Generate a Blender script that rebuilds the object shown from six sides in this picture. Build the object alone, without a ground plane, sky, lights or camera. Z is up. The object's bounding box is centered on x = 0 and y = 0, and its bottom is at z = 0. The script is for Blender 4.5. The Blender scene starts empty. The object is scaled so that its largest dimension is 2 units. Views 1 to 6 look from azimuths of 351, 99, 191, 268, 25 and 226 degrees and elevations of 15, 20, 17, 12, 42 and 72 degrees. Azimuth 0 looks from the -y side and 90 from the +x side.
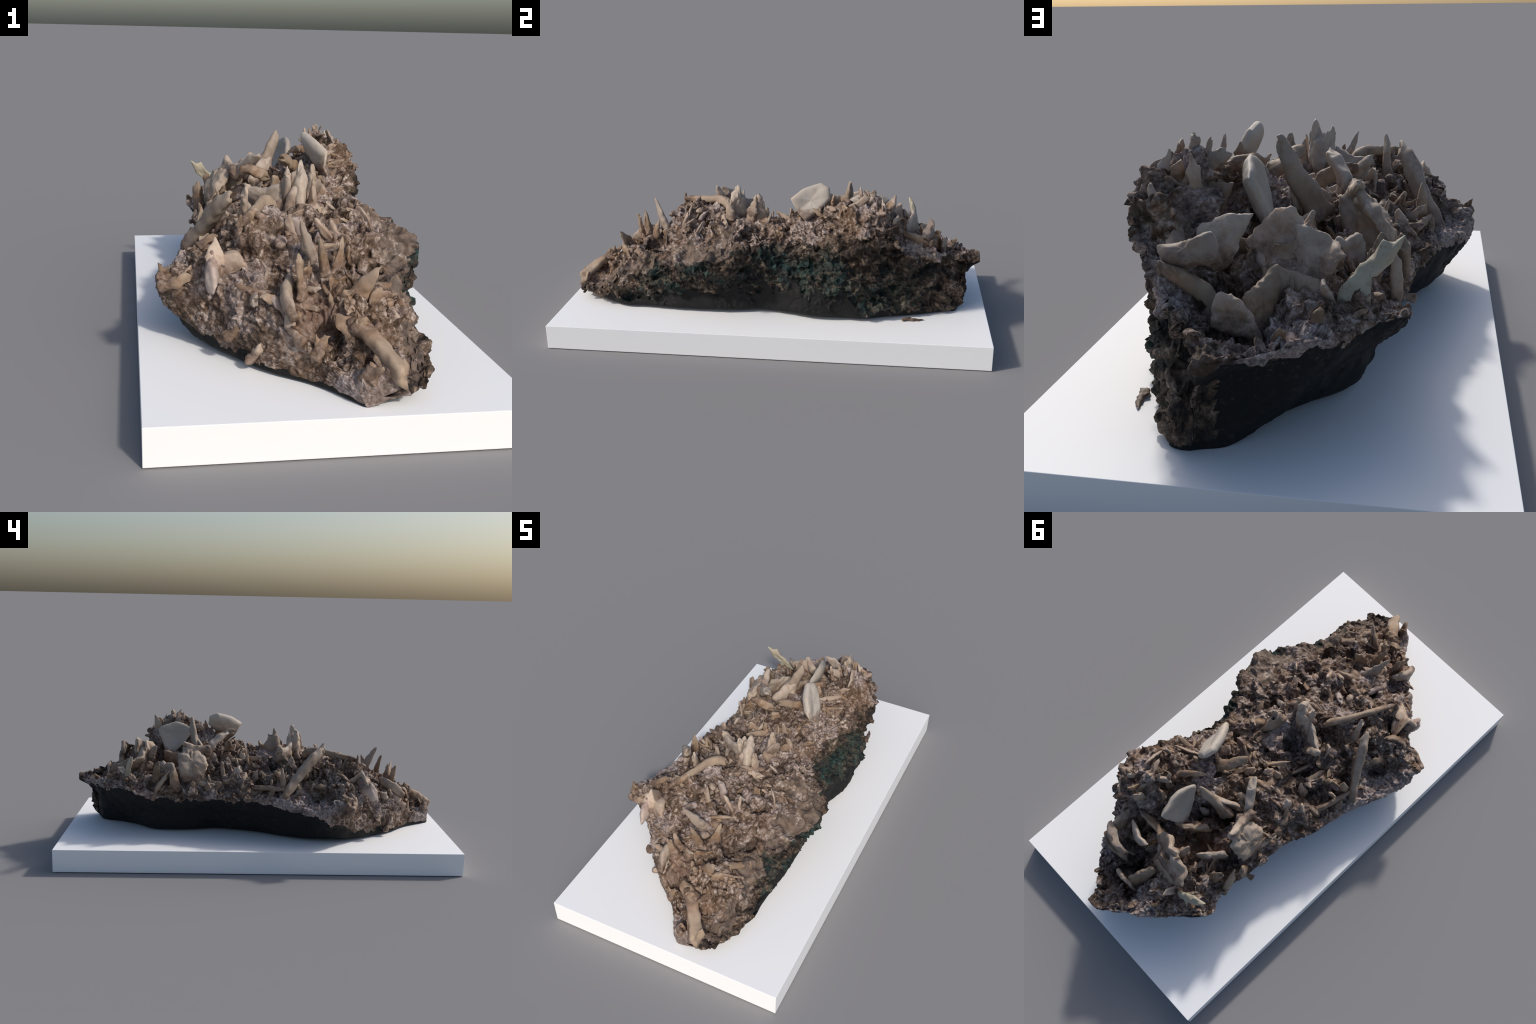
# A block of bone breccia (bones and bone shards cemented in a crusty matrix) lying on a white plinth.
import bpy, bmesh, math, random
import numpy as np
from mathutils import Vector

rng = np.random.default_rng(7)
random.seed(7)

# ------------------------------------------------------------------ noise
_perm = np.random.default_rng(11).permutation(256)
_perm = np.concatenate([_perm, _perm, _perm])
_grad = np.random.default_rng(12).normal(size=(256, 3))
_grad /= np.linalg.norm(_grad, axis=1, keepdims=True)
_grad = _grad.astype(np.float32)
_jit = np.random.default_rng(13).random((256, 3))


def _hash(i, j, k):
    return _perm[_perm[_perm[i & 255] + (j & 255)] + (k & 255)]


def perlin(P, scale=1.0, seed=0.0):
    q = np.asarray(P, np.float32) / np.float32(scale) + np.float32(seed * 17.31 + 100.0)
    i = np.floor(q)
    f = q - i
    i = i.astype(np.int32)
    u = f * f * f * (f * (f * 6 - 15) + 10)
    w = [(1 - u[:, k], u[:, k]) for k in range(3)]
    out = np.zeros(len(q), np.float32)
    for a in (0, 1):
        for b in (0, 1):
            for c in (0, 1):
                g = _grad[_hash(i[:, 0] + a, i[:, 1] + b, i[:, 2] + c)]
                d = g[:, 0] * (f[:, 0] - a) + g[:, 1] * (f[:, 1] - b) + g[:, 2] * (f[:, 2] - c)
                out += d * (w[0][a] * w[1][b] * w[2][c])
    return out.astype(float) * 1.6


def fbm(P, scale, octaves=4, seed=0.0, gain=0.5):
    s, a, t = 0, 1.0, 0.0
    for o in range(octaves):
        s = s + a * perlin(P, scale / 2 ** o, seed + o * 3.7)
        t += a
        a *= gain
    return s / t


def worley(P, scale, seed=0.0):
    """distance to the nearest cell point, 0 .. about 1"""
    q = np.asarray(P, float) / scale + seed * 11.7 + 50.0
    i = np.floor(q).astype(int)
    f = q - i
    best = np.full(len(q), 9.0)
    for a in (-1, 0, 1):
        for b in (-1, 0, 1):
            for c in (-1, 0, 1):
                p = _jit[_hash(i[:, 0] + a, i[:, 1] + b, i[:, 2] + c)] + (a, b, c)
                best = np.minimum(best, ((p - f) ** 2).sum(1))
    return np.sqrt(best)


def catmull(P, t, closed=False):
    """Catmull-Rom through control rows P at parameters t (0 .. n-1, or 0 .. n when closed)"""
    P = np.asarray(P, float)
    n = len(P)
    t = np.asarray(t, float)
    if closed:
        i = np.floor(t).astype(int)
        idx = [(i + k) % n for k in (-1, 0, 1, 2)]
    else:
        i = np.clip(np.floor(t).astype(int), 0, n - 2)
        idx = [np.clip(i + k, 0, n - 1) for k in (-1, 0, 1, 2)]
    f = t - i
    f = f.reshape(f.shape + (1,) * (P.ndim - 1))
    a, b, c, d = (P[k] for k in idx)
    return 0.5 * (2 * b + (c - a) * f + (2 * a - 5 * b + 4 * c - d) * f ** 2 + (3 * b - a - 3 * c + d) * f ** 3)


def smooth(x, lo, hi):
    x = np.clip((x - lo) / (hi - lo), 0, 1)
    return x * x * (3 - 2 * x)


# ------------------------------------------------------------------ materials
def nodes_of(name):
    m = bpy.data.materials.new(name)
    m.use_nodes = True
    nt = m.node_tree
    return m, nt, nt.nodes["Principled BSDF"]


class Tree:
    def __init__(self, nt):
        self.nt = nt
        self.co = nt.nodes.new("ShaderNodeTexCoord").outputs["Object"]

    def link(self, a, b):
        self.nt.links.new(a, b)

    def noise(self, scale, detail=4, rough=0.55, dist=0.0, out="Fac", co=None):
        n = self.nt.nodes.new("ShaderNodeTexNoise")
        n.inputs["Scale"].default_value, n.inputs["Detail"].default_value = scale, detail
        n.inputs["Roughness"].default_value, n.inputs["Distortion"].default_value = rough, dist
        self.link(co or self.co, n.inputs["Vector"])
        return n.outputs[out]

    def voronoi(self, scale, co=None, out="Distance", feature="F1"):
        n = self.nt.nodes.new("ShaderNodeTexVoronoi")
        n.feature = feature
        n.inputs["Scale"].default_value = scale
        self.link(co or self.co, n.inputs["Vector"])
        return n.outputs[out]

    def ramp(self, fac, stops):
        n = self.nt.nodes.new("ShaderNodeValToRGB")
        e = n.color_ramp.elements
        while len(e) < len(stops):
            e.new(0.5)
        for el, (p, c) in zip(e, stops):
            el.position = p
            el.color = (*c, 1) if len(c) == 3 else c
        self.link(fac, n.inputs["Fac"])
        return n.outputs["Color"]

    def step(self, fac, lo, hi):
        n = self.nt.nodes.new("ShaderNodeMapRange")
        n.interpolation_type = "SMOOTHSTEP"
        n.inputs["From Min"].default_value, n.inputs["From Max"].default_value = lo, hi
        self.link(fac, n.inputs["Value"])
        return n.outputs["Result"]

    def math(self, op, a, b=None):
        n = self.nt.nodes.new("ShaderNodeMath")
        n.operation = op
        for s, v in zip(n.inputs, (a, b)):
            if v is None:
                continue
            if isinstance(v, (int, float)):
                s.default_value = v
            else:
                self.link(v, s)
        return n.outputs[0]

    def mix(self, fac, a, b, mode="MIX"):
        n = self.nt.nodes.new("ShaderNodeMix")
        n.data_type, n.blend_type = "RGBA", mode
        for s, v in ((n.inputs["Factor"], fac), (n.inputs[6], a), (n.inputs[7], b)):
            if isinstance(v, (int, float)):
                s.default_value = v
            elif isinstance(v, tuple):
                s.default_value = (*v, 1)
            else:
                self.link(v, s)
        return n.outputs[2]

    def xyz(self):
        n = self.nt.nodes.new("ShaderNodeSeparateXYZ")
        self.link(self.co, n.inputs[0])
        return n.outputs

    def bump(self, bsdf, height, strength, distance):
        n = self.nt.nodes.new("ShaderNodeBump")
        n.inputs["Strength"].default_value, n.inputs["Distance"].default_value = strength, distance
        self.link(height, n.inputs["Height"])
        self.link(n.outputs[0], bsdf.inputs["Normal"])


def crust_material():
    m, nt, b = nodes_of("pale_crust")
    t = Tree(nt)
    x, y, z = t.xyz()
    gritty = t.step(t.noise(6, 4, 0.6, co=shift(t, 11.0)), 0.42, 0.6)
    streak = t.noise(20, 6, 0.62, dist=1.6)
    fine = t.noise(85, 6, 0.75, co=shift(t, 9.0))
    smooth_col = t.ramp(streak, [(0.35, (0.035, 0.022, 0.015)), (0.44, (0.115, 0.076, 0.055)), (0.52, (0.215, 0.154, 0.12)), (0.60, (0.32, 0.25, 0.21)), (0.70, (0.50, 0.43, 0.385))])
    grain = t.math("ADD", t.math("MULTIPLY", streak, 0.42), t.math("MULTIPLY", fine, 0.58))
    grit_col = t.ramp(grain, [(0.405, (0.020, 0.012, 0.008)), (0.46, (0.085, 0.054, 0.038)), (0.505, (0.185, 0.132, 0.103)), (0.55, (0.33, 0.26, 0.22)), (0.61, (0.60, 0.53, 0.485))])
    col = t.mix(t.math("ADD", t.math("MULTIPLY", gritty, 0.65), 0.3), smooth_col, grit_col)
    fronty = t.step(t.math("ADD", y, t.math("MULTIPLY", t.noise(4, 3), 0.4)), -0.05, -0.55)
    tan = t.math("ADD", t.step(t.noise(7, 4, 0.6), 0.5, 0.64), t.math("MULTIPLY", fronty, 0.3))
    col = t.mix(t.math("MULTIPLY", tan, 0.38), col, (0.19, 0.115, 0.066))
    pink = t.step(t.noise(5, 4, 0.6, co=shift(t, 3.1)), 0.50, 0.64)
    lilac = t.ramp(fine, [(0.36, (0.13, 0.095, 0.085)), (0.5, (0.38, 0.31, 0.29)), (0.64, (0.60, 0.535, 0.515))])
    col = t.mix(t.math("MULTIPLY", pink, 0.62), col, lilac)
    dark = t.step(t.noise(7, 6, 0.7, co=shift(t, 7.7)), 0.51, 0.63)
    col = t.mix(t.math("MULTIPLY", dark, 0.74), col, (0.06, 0.04, 0.028))
    # two earth-red stains: by the crushed skull and at the foot of the narrow end
    for cx, cy, cz, r, tint in ((-.06, .46, .27, .17, (0.16, 0.078, 0.042)), (-.05, -.74, .20, .12, (0.16, 0.085, 0.05)), (.09, -.94, .03, .09, (0.075, 0.05, 0.036))):
        n = nt.nodes.new("ShaderNodeVectorMath")
        n.operation = "DISTANCE"
        n.inputs[1].default_value = (cx, cy, cz)
        t.link(t.co, n.inputs[0])
        near = t.step(t.math("ADD", n.outputs["Value"], t.math("MULTIPLY", t.noise(12, 3), 0.12)), r + .06, r * .6)
        col = t.mix(t.math("MULTIPLY", near, 0.7), col, tint)
    t.link(col, b.inputs["Base Color"])
    b.inputs["Roughness"].default_value = 0.85
    b.inputs["Specular IOR Level"].default_value = 0.25
    t.bump(b, t.noise(160, 4, 0.7), 0.6, 0.004)
    return m


def shift(t, s):
    n = t.nt.nodes.new("ShaderNodeMapping")
    n.inputs["Location"].default_value = (s, s * 1.7, -s)
    t.link(t.co, n.inputs["Vector"])
    return n.outputs[0]


def side_material():
    m, nt, b = nodes_of("verdigris_side")
    t = Tree(nt)
    grain = t.math("ADD", t.math("MULTIPLY", t.noise(15, 4, 0.6, dist=0.6), 0.55), t.math("MULTIPLY", t.noise(75, 5, 0.7), 0.45))
    col = t.ramp(grain, [(0.40, (0.012, 0.009, 0.008)), (0.48, (0.042, 0.029, 0.022)), (0.54, (0.105, 0.072, 0.05)), (0.59, (0.21, 0.15, 0.11)), (0.66, (0.46, 0.37, 0.31))])
    g = t.step(t.noise(6.5, 5, 0.65, co=shift(t, 1.3)), 0.43, 0.57)
    fine = t.step(t.noise(24, 4, 0.7, co=shift(t, 5.0)), 0.40, 0.62)
    green = t.ramp(t.noise(45, 5, 0.7, co=shift(t, 2.0)), [(0.36, (0.006, 0.012, 0.012)), (0.52, (0.012, 0.034, 0.031)), (0.64, (0.028, 0.078, 0.068)), (0.76, (0.13, 0.19, 0.165))])
    x, y, z = t.xyz()
    where = t.math("MULTIPLY", t.step(y, 0.95, 0.35), t.step(y, -0.95, -0.6))
    where = t.math("MULTIPLY", where, t.step(t.math("ADD", z, t.math("MULTIPLY", t.noise(9, 3, co=shift(t, 6.0)), 0.16)), 0.46, 0.34))
    fac = t.math("MULTIPLY", t.math("MULTIPLY", g, where), t.math("ADD", t.math("MULTIPLY", fine, 0.45), 0.5))
    col = t.mix(fac, col, green)
    t.link(col, b.inputs["Base Color"])
    b.inputs["Roughness"].default_value = 0.8
    b.inputs["Specular IOR Level"].default_value = 0.3
    t.bump(b, t.noise(150, 4, 0.7), 0.6, 0.004)
    return m


def dark_material():
    m, nt, b = nodes_of("black_underside")
    t = Tree(nt)
    speck = t.step(t.noise(70, 5, 0.75), 0.54, 0.70)
    patch = t.step(t.noise(6, 5, 0.65, co=shift(t, 4.0)), 0.46, 0.62)
    x, y, z = t.xyz()
    upper = t.step(t.math("ADD", z, t.math("MULTIPLY", t.noise(8, 4, 0.6, co=shift(t, 2.0)), 0.16)), 0.22, 0.30)
    amount = t.math("MULTIPLY", speck, t.math("MAXIMUM", t.math("MULTIPLY", patch, 0.55), t.math("MULTIPLY", upper, 0.75)))
    col = t.mix(amount, (0.0125, 0.0125, 0.0128), (0.11, 0.088, 0.072))
    streak = t.step(t.noise(14, 5, 0.6, dist=1.5, co=shift(t, 6.0)), 0.55, 0.7)
    col = t.mix(t.math("MULTIPLY", streak, 0.35), col, (0.035, 0.031, 0.028))
    t.link(col, b.inputs["Base Color"])
    b.inputs["Roughness"].default_value = 0.75
    b.inputs["Specular IOR Level"].default_value = 0.2
    return m


def bone_material(name, light, mid, stain, stain_amount):
    m, nt, b = nodes_of(name)
    t = Tree(nt)
    _, _, z = t.xyz()
    info = nt.nodes.new("ShaderNodeObjectInfo")
    add = nt.nodes.new("ShaderNodeVectorMath")
    add.operation = "ADD"
    t.link(t.co, add.inputs[0])
    t.link(t.math("MULTIPLY", info.outputs["Random"], 40.0), add.inputs[1])
    t.co = add.outputs[0]
    base = t.mix(t.step(t.noise(16, 5, 0.65), 0.38, 0.64), mid, light)
    s = t.step(t.noise(9, 4, 0.6, co=shift(t, 6.0)), 0.48, 0.66)
    base = t.mix(t.math("MULTIPLY", s, stain_amount), base, stain)
    # crust still clinging to the foot of the bone
    ragged = t.math("SUBTRACT", t.math("ADD", z, t.math("MULTIPLY", t.noise(30, 5, 0.7, co=shift(t, 1.0)), 0.09)), t.math("MULTIPLY", info.outputs["Random"], 0.035))
    foot = t.step(ragged, 0.092, 0.055)
    grit = t.ramp(t.noise(55, 6, 0.72), [(0.35, (0.06, 0.038, 0.026)), (0.52, (0.20, 0.135, 0.10)), (0.68, (0.40, 0.32, 0.27))])
    base = t.mix(t.math("MULTIPLY", foot, 0.85), base, grit)
    tips = t.step(z, 0.05, 0.11)
    base = t.mix(t.math("MULTIPLY", tips, 0.3), base, (0.52, 0.45, 0.37))
    mott = t.step(t.noise(22, 5, 0.7, co=shift(t, 3.3)), 0.52, 0.66)
    base = t.mix(t.math("MULTIPLY", mott, 0.45), base, stain)
    dirt = t.step(t.noise(48, 5, 0.75, co=shift(t, 2.6)), 0.56, 0.72)
    base = t.mix(t.math("MULTIPLY", dirt, 0.4), base, (0.14, 0.09, 0.055))
    v = nt.nodes.new("ShaderNodeHueSaturation")
    rv = nt.nodes.new("ShaderNodeMapRange")
    rv.inputs["To Min"].default_value, rv.inputs["To Max"].default_value = 0.72, 1.06
    t.link(info.outputs["Random"], rv.inputs["Value"])
    t.link(rv.outputs[0], v.inputs["Value"])
    t.link(base, v.inputs["Color"])
    t.link(v.outputs[0], b.inputs["Base Color"])
    b.inputs["Roughness"].default_value = 0.62
    b.inputs["Specular IOR Level"].default_value = 0.35
    t.bump(b, t.noise(90, 4, 0.65), 0.35, 0.003)
    return m


def facet_material():
    m, nt, b = nodes_of("broken_limestone")
    t = Tree(nt)
    col = t.ramp(t.noise(26, 6, 0.7), [(0.34, (0.05, 0.035, 0.028)), (0.52, (0.125, 0.09, 0.07)), (0.68, (0.22, 0.165, 0.13))])
    warm = t.step(t.noise(8, 4, 0.6, co=shift(t, 8.1)), 0.48, 0.6)
    col = t.mix(t.math("MULTIPLY", warm, 0.5), col, (0.17, 0.115, 0.078))
    pale = t.step(t.noise(11, 5, 0.72, co=shift(t, 4.4)), 0.55, 0.65)
    gr = t.ramp(t.noise(70, 5, 0.75), [(0.36, (0.10, 0.07, 0.05)), (0.52, (0.33, 0.26, 0.215)), (0.66, (0.58, 0.50, 0.45))])
    col = t.mix(t.math("MULTIPLY", pale, 0.85), col, gr)
    t.link(col, b.inputs["Base Color"])
    b.inputs["Roughness"].default_value = 0.75
    t.bump(b, t.noise(110, 4, 0.65), 0.45, 0.004)
    return m


CRUST, SIDE, DARK, FACET = crust_material(), side_material(), dark_material(), facet_material()
PALE = bone_material("pale_bone", (0.49, 0.385, 0.305), (0.375, 0.275, 0.205), (0.25, 0.15, 0.095), 0.55)
TAN = bone_material("tan_bone", (0.38, 0.265, 0.18), (0.27, 0.175, 0.11), (0.165, 0.092, 0.05), 0.55)
BROWN = bone_material("brown_bone", (0.28, 0.19, 0.125), (0.19, 0.12, 0.072), (0.12, 0.073, 0.042), 0.6)
GREYB = bone_material("grey_bone", (0.485, 0.40, 0.335), (0.40, 0.315, 0.255), (0.29, 0.19, 0.13), 0.4)
LIME = bone_material("yellowish_bone", (0.52, 0.49, 0.37), (0.42, 0.38, 0.275), (0.30, 0.23, 0.14), 0.4)
PINK = bone_material("pinkish_bone", (0.48, 0.39, 0.36), (0.40, 0.31, 0.28), (0.32, 0.23, 0.19), 0.4)
SHELL = bone_material("smooth_grey_bone", (0.54, 0.485, 0.43), (0.49, 0.43, 0.37), (0.42, 0.34, 0.27), 0.35)
MATS = dict(shell=SHELL, pale=PALE, tan=TAN, brown=BROWN, grey=GREYB, lime=LIME, pink=PINK)

# ------------------------------------------------------------------ the rock's cross-sections
# each station: y, then (x, z) of twelve rim points going round from the lower left contact edge, up the left
# flank, over the top and down the right flank; last two numbers: how far (in rim points) the smooth black
# underside climbs on the left flank, and where it begins on the right flank.
STATIONS = [
    (-0.946, [(.055, .116), (.05, .13), (.05, .142), (.06, 0.143), (.075, 0.158), (.10, 0.168), (.13, 0.168), (.155, 0.160), (.17, 0.148), (.165, .15), (.13, .135), (.075, .116)], 0.3, 10.6),
    (-0.936, [(0.050, 0.113), (.04, .13), (.035, .15), (.05, 0.155), (.07, 0.175), (.10, 0.185), (.14, 0.185), (.175, 0.175), (.20, 0.160), (0.195, 0.160), (0.140, 0.145), (0.075, 0.113)], 0.4, 10.0),
    (-0.900, [(.03, .112), (.02, .14), (.02, .17), (.04, 0.178), (.07, 0.198), (.10, 0.213), (.135, 0.213), (.175, 0.198), (.21, 0.178), (.235, .175), (0.175, 0.150), (0.115, 0.114)], 0.5, 9.9),
    (-0.800, [(-.03, .112), (-.05, .15), (-.05, .20), (-.03, 0.227), (.02, 0.257), (.07, 0.277), (.12, 0.277), (.17, 0.257), (.22, 0.232), (.265, .21), (0.265, 0.165), (0.200, 0.114)], 0.6, 10.2),
    (-0.700, [(-.13, .112), (-0.175, 0.160), (-0.185, 0.220), (-0.145, 0.293), (-.05, 0.324), (.03, 0.339), (.10, 0.339), (.165, 0.319), (.225, 0.299), (.27, .23), (0.275, 0.170), (0.250, 0.116)], 0.7, 10.2),
    (-0.600, [(-.20, .112), (-.25, .17), (-.27, .24), (-.23, .315), (-.13, .37), (-.03, .395), (.07, .39), (.15, .37), (.218, .35), (0.275, 0.280), (0.275, 0.180), (0.245, 0.116)], 0.8, 10.0),
    (-0.500, [(-0.245, 0.113), (-.34, .17), (-0.352, 0.250), (-0.315, 0.368), (-.205, 0.470), (-0.080, 0.455), (.05, 0.435), (.14, 0.410), (.212, 0.378), (0.298, 0.315), (0.285, 0.200), (0.257, 0.116)], 1.0, 9.9),
    (-0.400, [(-0.280, 0.113), (-0.420, 0.200), (-0.460, 0.280), (-0.400, 0.368), (-.22, 0.505), (-.10, 0.500), (.05, 0.465), (.155, 0.450), (.245, 0.412), (0.352, 0.340), (0.290, 0.205), (0.262, 0.118)], 1.2, 9.8),
    (-0.280, [(-0.285, 0.113), (-0.415, 0.215), (-.45, .30), (-0.360, 0.350), (-.20, .49), (-0.090, 0.495), (.05, .49), (.165, .48), (.275, .445), (.405, .375), (0.302, 0.210), (0.264, 0.118)], 1.4, 9.72),
    (-0.150, [(-0.255, 0.113), (-0.370, 0.225), (-.405, .31), (-0.320, 0.345), (-0.190, 0.455), (-0.090, 0.485), (.05, .50), (.17, .51), (.26, .49), (0.360, 0.385), (0.288, 0.210), (0.253, 0.118)], 1.6, 9.68),
    (-0.020, [(-0.185, 0.113), (-0.315, 0.230), (-.37, .32), (-0.290, 0.355), (-0.180, 0.430), (-0.080, 0.465), (.04, 0.485), (.15, 0.495), (.235, 0.470), (0.285, 0.385), (0.275, 0.205), (0.240, 0.118)], 1.8, 9.68),
    (0.100, [(-0.140, 0.113), (-0.285, 0.240), (-.35, .32), (-0.275, 0.360), (-0.170, 0.450), (-0.070, 0.490), (.04, 0.505), (.15, 0.520), (.23, 0.480), (0.285, 0.390), (0.312, 0.210), (0.268, 0.118)], 1.9, 9.75),
    (0.220, [(-0.115, 0.113), (-0.245, 0.240), (-.305, .325), (-0.240, 0.365), (-0.145, 0.465), (-0.050, 0.500), (.06, 0.535), (.17, 0.560), (.26, 0.515), (0.305, 0.405), (0.347, 0.235), (0.297, 0.116)], 1.9, 9.85),
    (0.340, [(-0.140, 0.113), (-0.245, 0.230), (-.295, .31), (-.25, 0.375), (-.15, 0.428), (-.04, 0.483), (.09, 0.578), (.20, 0.630), (.305, 0.580), (0.340, 0.430), (0.350, 0.250), (0.293, 0.114)], 1.9, 10.1),
    (0.450, [(-0.150, 0.113), (-0.235, 0.230), (-.28, .31), (-.24, 0.370), (-.14, 0.417), (-.03, 0.447), (.10, 0.552), (.21, 0.645), (0.366, 0.595), (0.358, 0.440), (0.325, 0.260), (.29, .112)], 1.9, 10.35),
    (0.550, [(-0.140, 0.113), (-0.225, 0.235), (-.27, .31), (-.235, 0.360), (-.14, 0.410), (-.02, 0.430), (.10, 0.505), (.21, 0.590), (0.350, 0.535), (0.295, 0.430), (0.275, 0.270), (0.260, 0.113)], 1.9, 10.7),
    (0.640, [(-0.060, 0.113), (-0.220, 0.255), (-0.312, 0.345), (-.255, 0.380), (-.15, 0.410), (-.03, 0.410), (.09, 0.445), (.19, 0.475), (.285, 0.445), (0.245, 0.360), (0.262, 0.220), (0.235, 0.112)], 1.95, 10.8),
    (0.740, [(0.005, 0.113), (-0.155, 0.260), (-0.235, 0.345), (-.18, 0.380), (-.10, 0.390), (-.01, 0.375), (.07, 0.375), (.14, 0.400), (.205, 0.415), (0.185, 0.330), (0.225, 0.190), (0.200, 0.112)], 1.95, 10.8),
    (0.830, [(.04, .112), (-0.085, 0.250), (-0.150, 0.350), (-.10, 0.380), (-.05, 0.365), (.01, 0.345), (.06, 0.340), (.11, 0.370), (.16, 0.395), (0.130, 0.310), (0.180, 0.180), (0.165, 0.112)], 1.95, 10.6),
    (0.866, [(0.110, 0.112), (0.075, 0.250), (-0.105, 0.350), (-.06, 0.380), (-.02, 0.370), (.02, 0.360), (.06, 0.355), (.095, 0.365), (.135, 0.370), (0.090, 0.275), (0.150, 0.170), (0.150, 0.112)], 1.95, 10.4),
    (0.908, [(0.085, 0.280), (0.050, 0.300), (-0.050, 0.348), (-.03, .37), (-.01, .375), (.02, .37), (.04, .37), (.07, .375), (.095, .37), (0.100, 0.335), (0.100, 0.300), (0.090, 0.285)], 1.95, 10.0),
    (0.965, [(.065, .33), (.045, .335), (.02, .35), (.015, .36), (.02, .368), (.03, .372), (.045, .372), (.06, .37), (.075, .365), (.08, .355), (.08, .34), (.075, .332)], 1.8, 10.0),
]
NR = 12
ys = np.array([s[0] for s in STATIONS])
RING = np.array([s[1] for s in STATIONS])
DARKL = np.array([s[2] for s in STATIONS])
DARKR = np.array([s[3] for s in STATIONS])

# samples along the length (denser than 4 mm) and round the ring
rows_per = [max(6, int(round((b - a) / 0.0031))) for a, b in zip(ys[:-1], ys[1:])]
tv = np.concatenate([i + np.arange(n) / n for i, n in enumerate(rows_per)] + [[len(ys) - 1]])
seg = np.linalg.norm(np.roll(RING, -1, axis=1) - RING, axis=2).max(axis=0)
cols_per = [max(6, int(round(L / 0.0036))) for L in seg]
cols_per[-1] = 40
tu = np.concatenate([i + np.arange(n) / n for i, n in enumerate(cols_per)])
ringv = catmull(RING, tv)
yv = catmull(ys[:, None], tv)[:, 0]
dl = catmull(DARKL[:, None], tv)[:, 0]
dr = catmull(DARKR[:, None], tv)[:, 0]
grid = np.stack([catmull(r, tu, closed=True) for r in ringv])          # rows, cols, (x, z)
R_, C_ = grid.shape[:2]
V = np.empty((R_, C_, 3))
V[..., 0], V[..., 2] = grid[..., 0], grid[..., 1]
V[..., 1] = yv[:, None]
UU = np.broadcast_to(tu[None, :], (R_, C_)).copy()
V[..., 2] = np.maximum(V[..., 2], 0.112)


def grid_normals(V):
    du = np.roll(V, -1, 1) - np.roll(V, 1, 1)
    dv = np.gradient(V, axis=0)
    n = np.cross(dv, du)
    n /= np.linalg.norm(n, axis=2, keepdims=True) + 1e-12
    return -n


N = grid_normals(V)
if (N[R_ // 2, np.argmin(np.abs(tu - 5.5))][2]) < 0:
    N = -N

# where the smooth black underside is: below the border on the left, beyond the border on the right
flat = V.reshape(-1, 3)
edge = fbm(flat, 0.11, 4, 5).reshape(R_, C_) * 0.9 + fbm(flat, 0.03, 3, 6).reshape(R_, C_) * 0.35
left = dl[:, None] - UU + edge * 0.8
right = UU - dr[:, None] + edge * 1.1
darkness = np.where(UU < 5.5, left, right)
# the craggy side wraps round the corner of the broad end
wrap = smooth(V[..., 1], .72, .78) * smooth(V[..., 0] + edge * .07, .05, .09) * (1 - smooth(V[..., 2], .27, .31)) * smooth(V[..., 2], .115, .14)
darkness = darkness * (1 - wrap) - .5 * wrap
dark_mask = smooth(darkness, -0.14, 0.20)
rough = 1 - dark_mask
top = smooth(UU, 1.8, 2.6) * (1 - smooth(UU, 8.0, 8.7))
side = smooth(UU, 8.0, 8.7)
floor_keep = smooth(V[..., 2], 0.112, 0.15)

# big lumps, then cavities, then crust
big = fbm(flat, 0.16, 3, 1).reshape(R_, C_)
ledge = (1 - np.abs(fbm(flat * (1, 1, 2.2), 0.13, 2, 33)).reshape(R_, C_) * 2.2)
disp = (big * (0.028 * top + 0.026 * side * rough + 0.012 * rough) + (ledge - .6) * .030 * side * rough) * floor_keep
V = V + N * disp[..., None]

PITS = [  # x, y, radius, depth
    (.060, .715, .050, .14), (.05, .785, .040, .07), (.12, .60, .035, .06), (-.02, .50, .03, .05), (-.03, .83, .035, .05), (-.06, .46, .06, .05), (.003, .39, .035, .10),
    (.134, .43, .045, .08), (.09, .57, .05, .06), (-.23, .44, .03, .05), (-.067, .334, .045, .06),
    (-.03, -.095, .05, .11), (-.117, -.215, .05, .09), (-.13, -.01, .05, .06), (-.263, -.455, .03, .11), (-.19, -.305, .045, .06),
    (-.32, -.25, .04, .04), (-.063, .02, .04, .045), (-.236, .016, .035, .04), (.151, -.148, .028, .07),
    (-.03, -.414, .032, .09), (-.118, -.057, .04, .05), (-.04, -.77, .028, .05), (-.014, -.755, .025, .06), (.139, .073, .03, .06),
    (.10, -.57, .045, .035), (.132, -.31, .03, .05), (-.19, -.21, .035, .04), (.0, -.816, .03, .05), (-.18, .213, .035, .05),
]
prng = np.random.default_rng(21)
for _ in range(70):
    i = prng.integers(10, R_ - 30)
    j = prng.integers(np.argmin(np.abs(tu - 2.6)), np.argmin(np.abs(tu - 8.2)))
    r = prng.uniform(.014, .036)
    PITS.append((V[i, j, 0], V[i, j, 1], r, prng.uniform(.8, 1.9) * r))
wob = 1 + 0.35 * perlin(V.reshape(-1, 3), 0.04, 9).reshape(R_, C_)
for x, y, r, d in PITS:
    dd = ((V[..., 0] - x) ** 2 + (V[..., 1] - y) ** 2) / (r * wob) ** 2
    V[..., 2] -= d * np.exp(-dd ** 1.5) * top * smooth(UU, 2.2, 3.2) * (1 - smooth(UU, 7.6, 8.2))

BODY_SMOOTH = V.copy()
NORM = grid_normals(V)
if NORM[R_ // 2, np.argmin(np.abs(tu - 5.5))][2] < 0:
    NORM = -NORM


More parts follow.
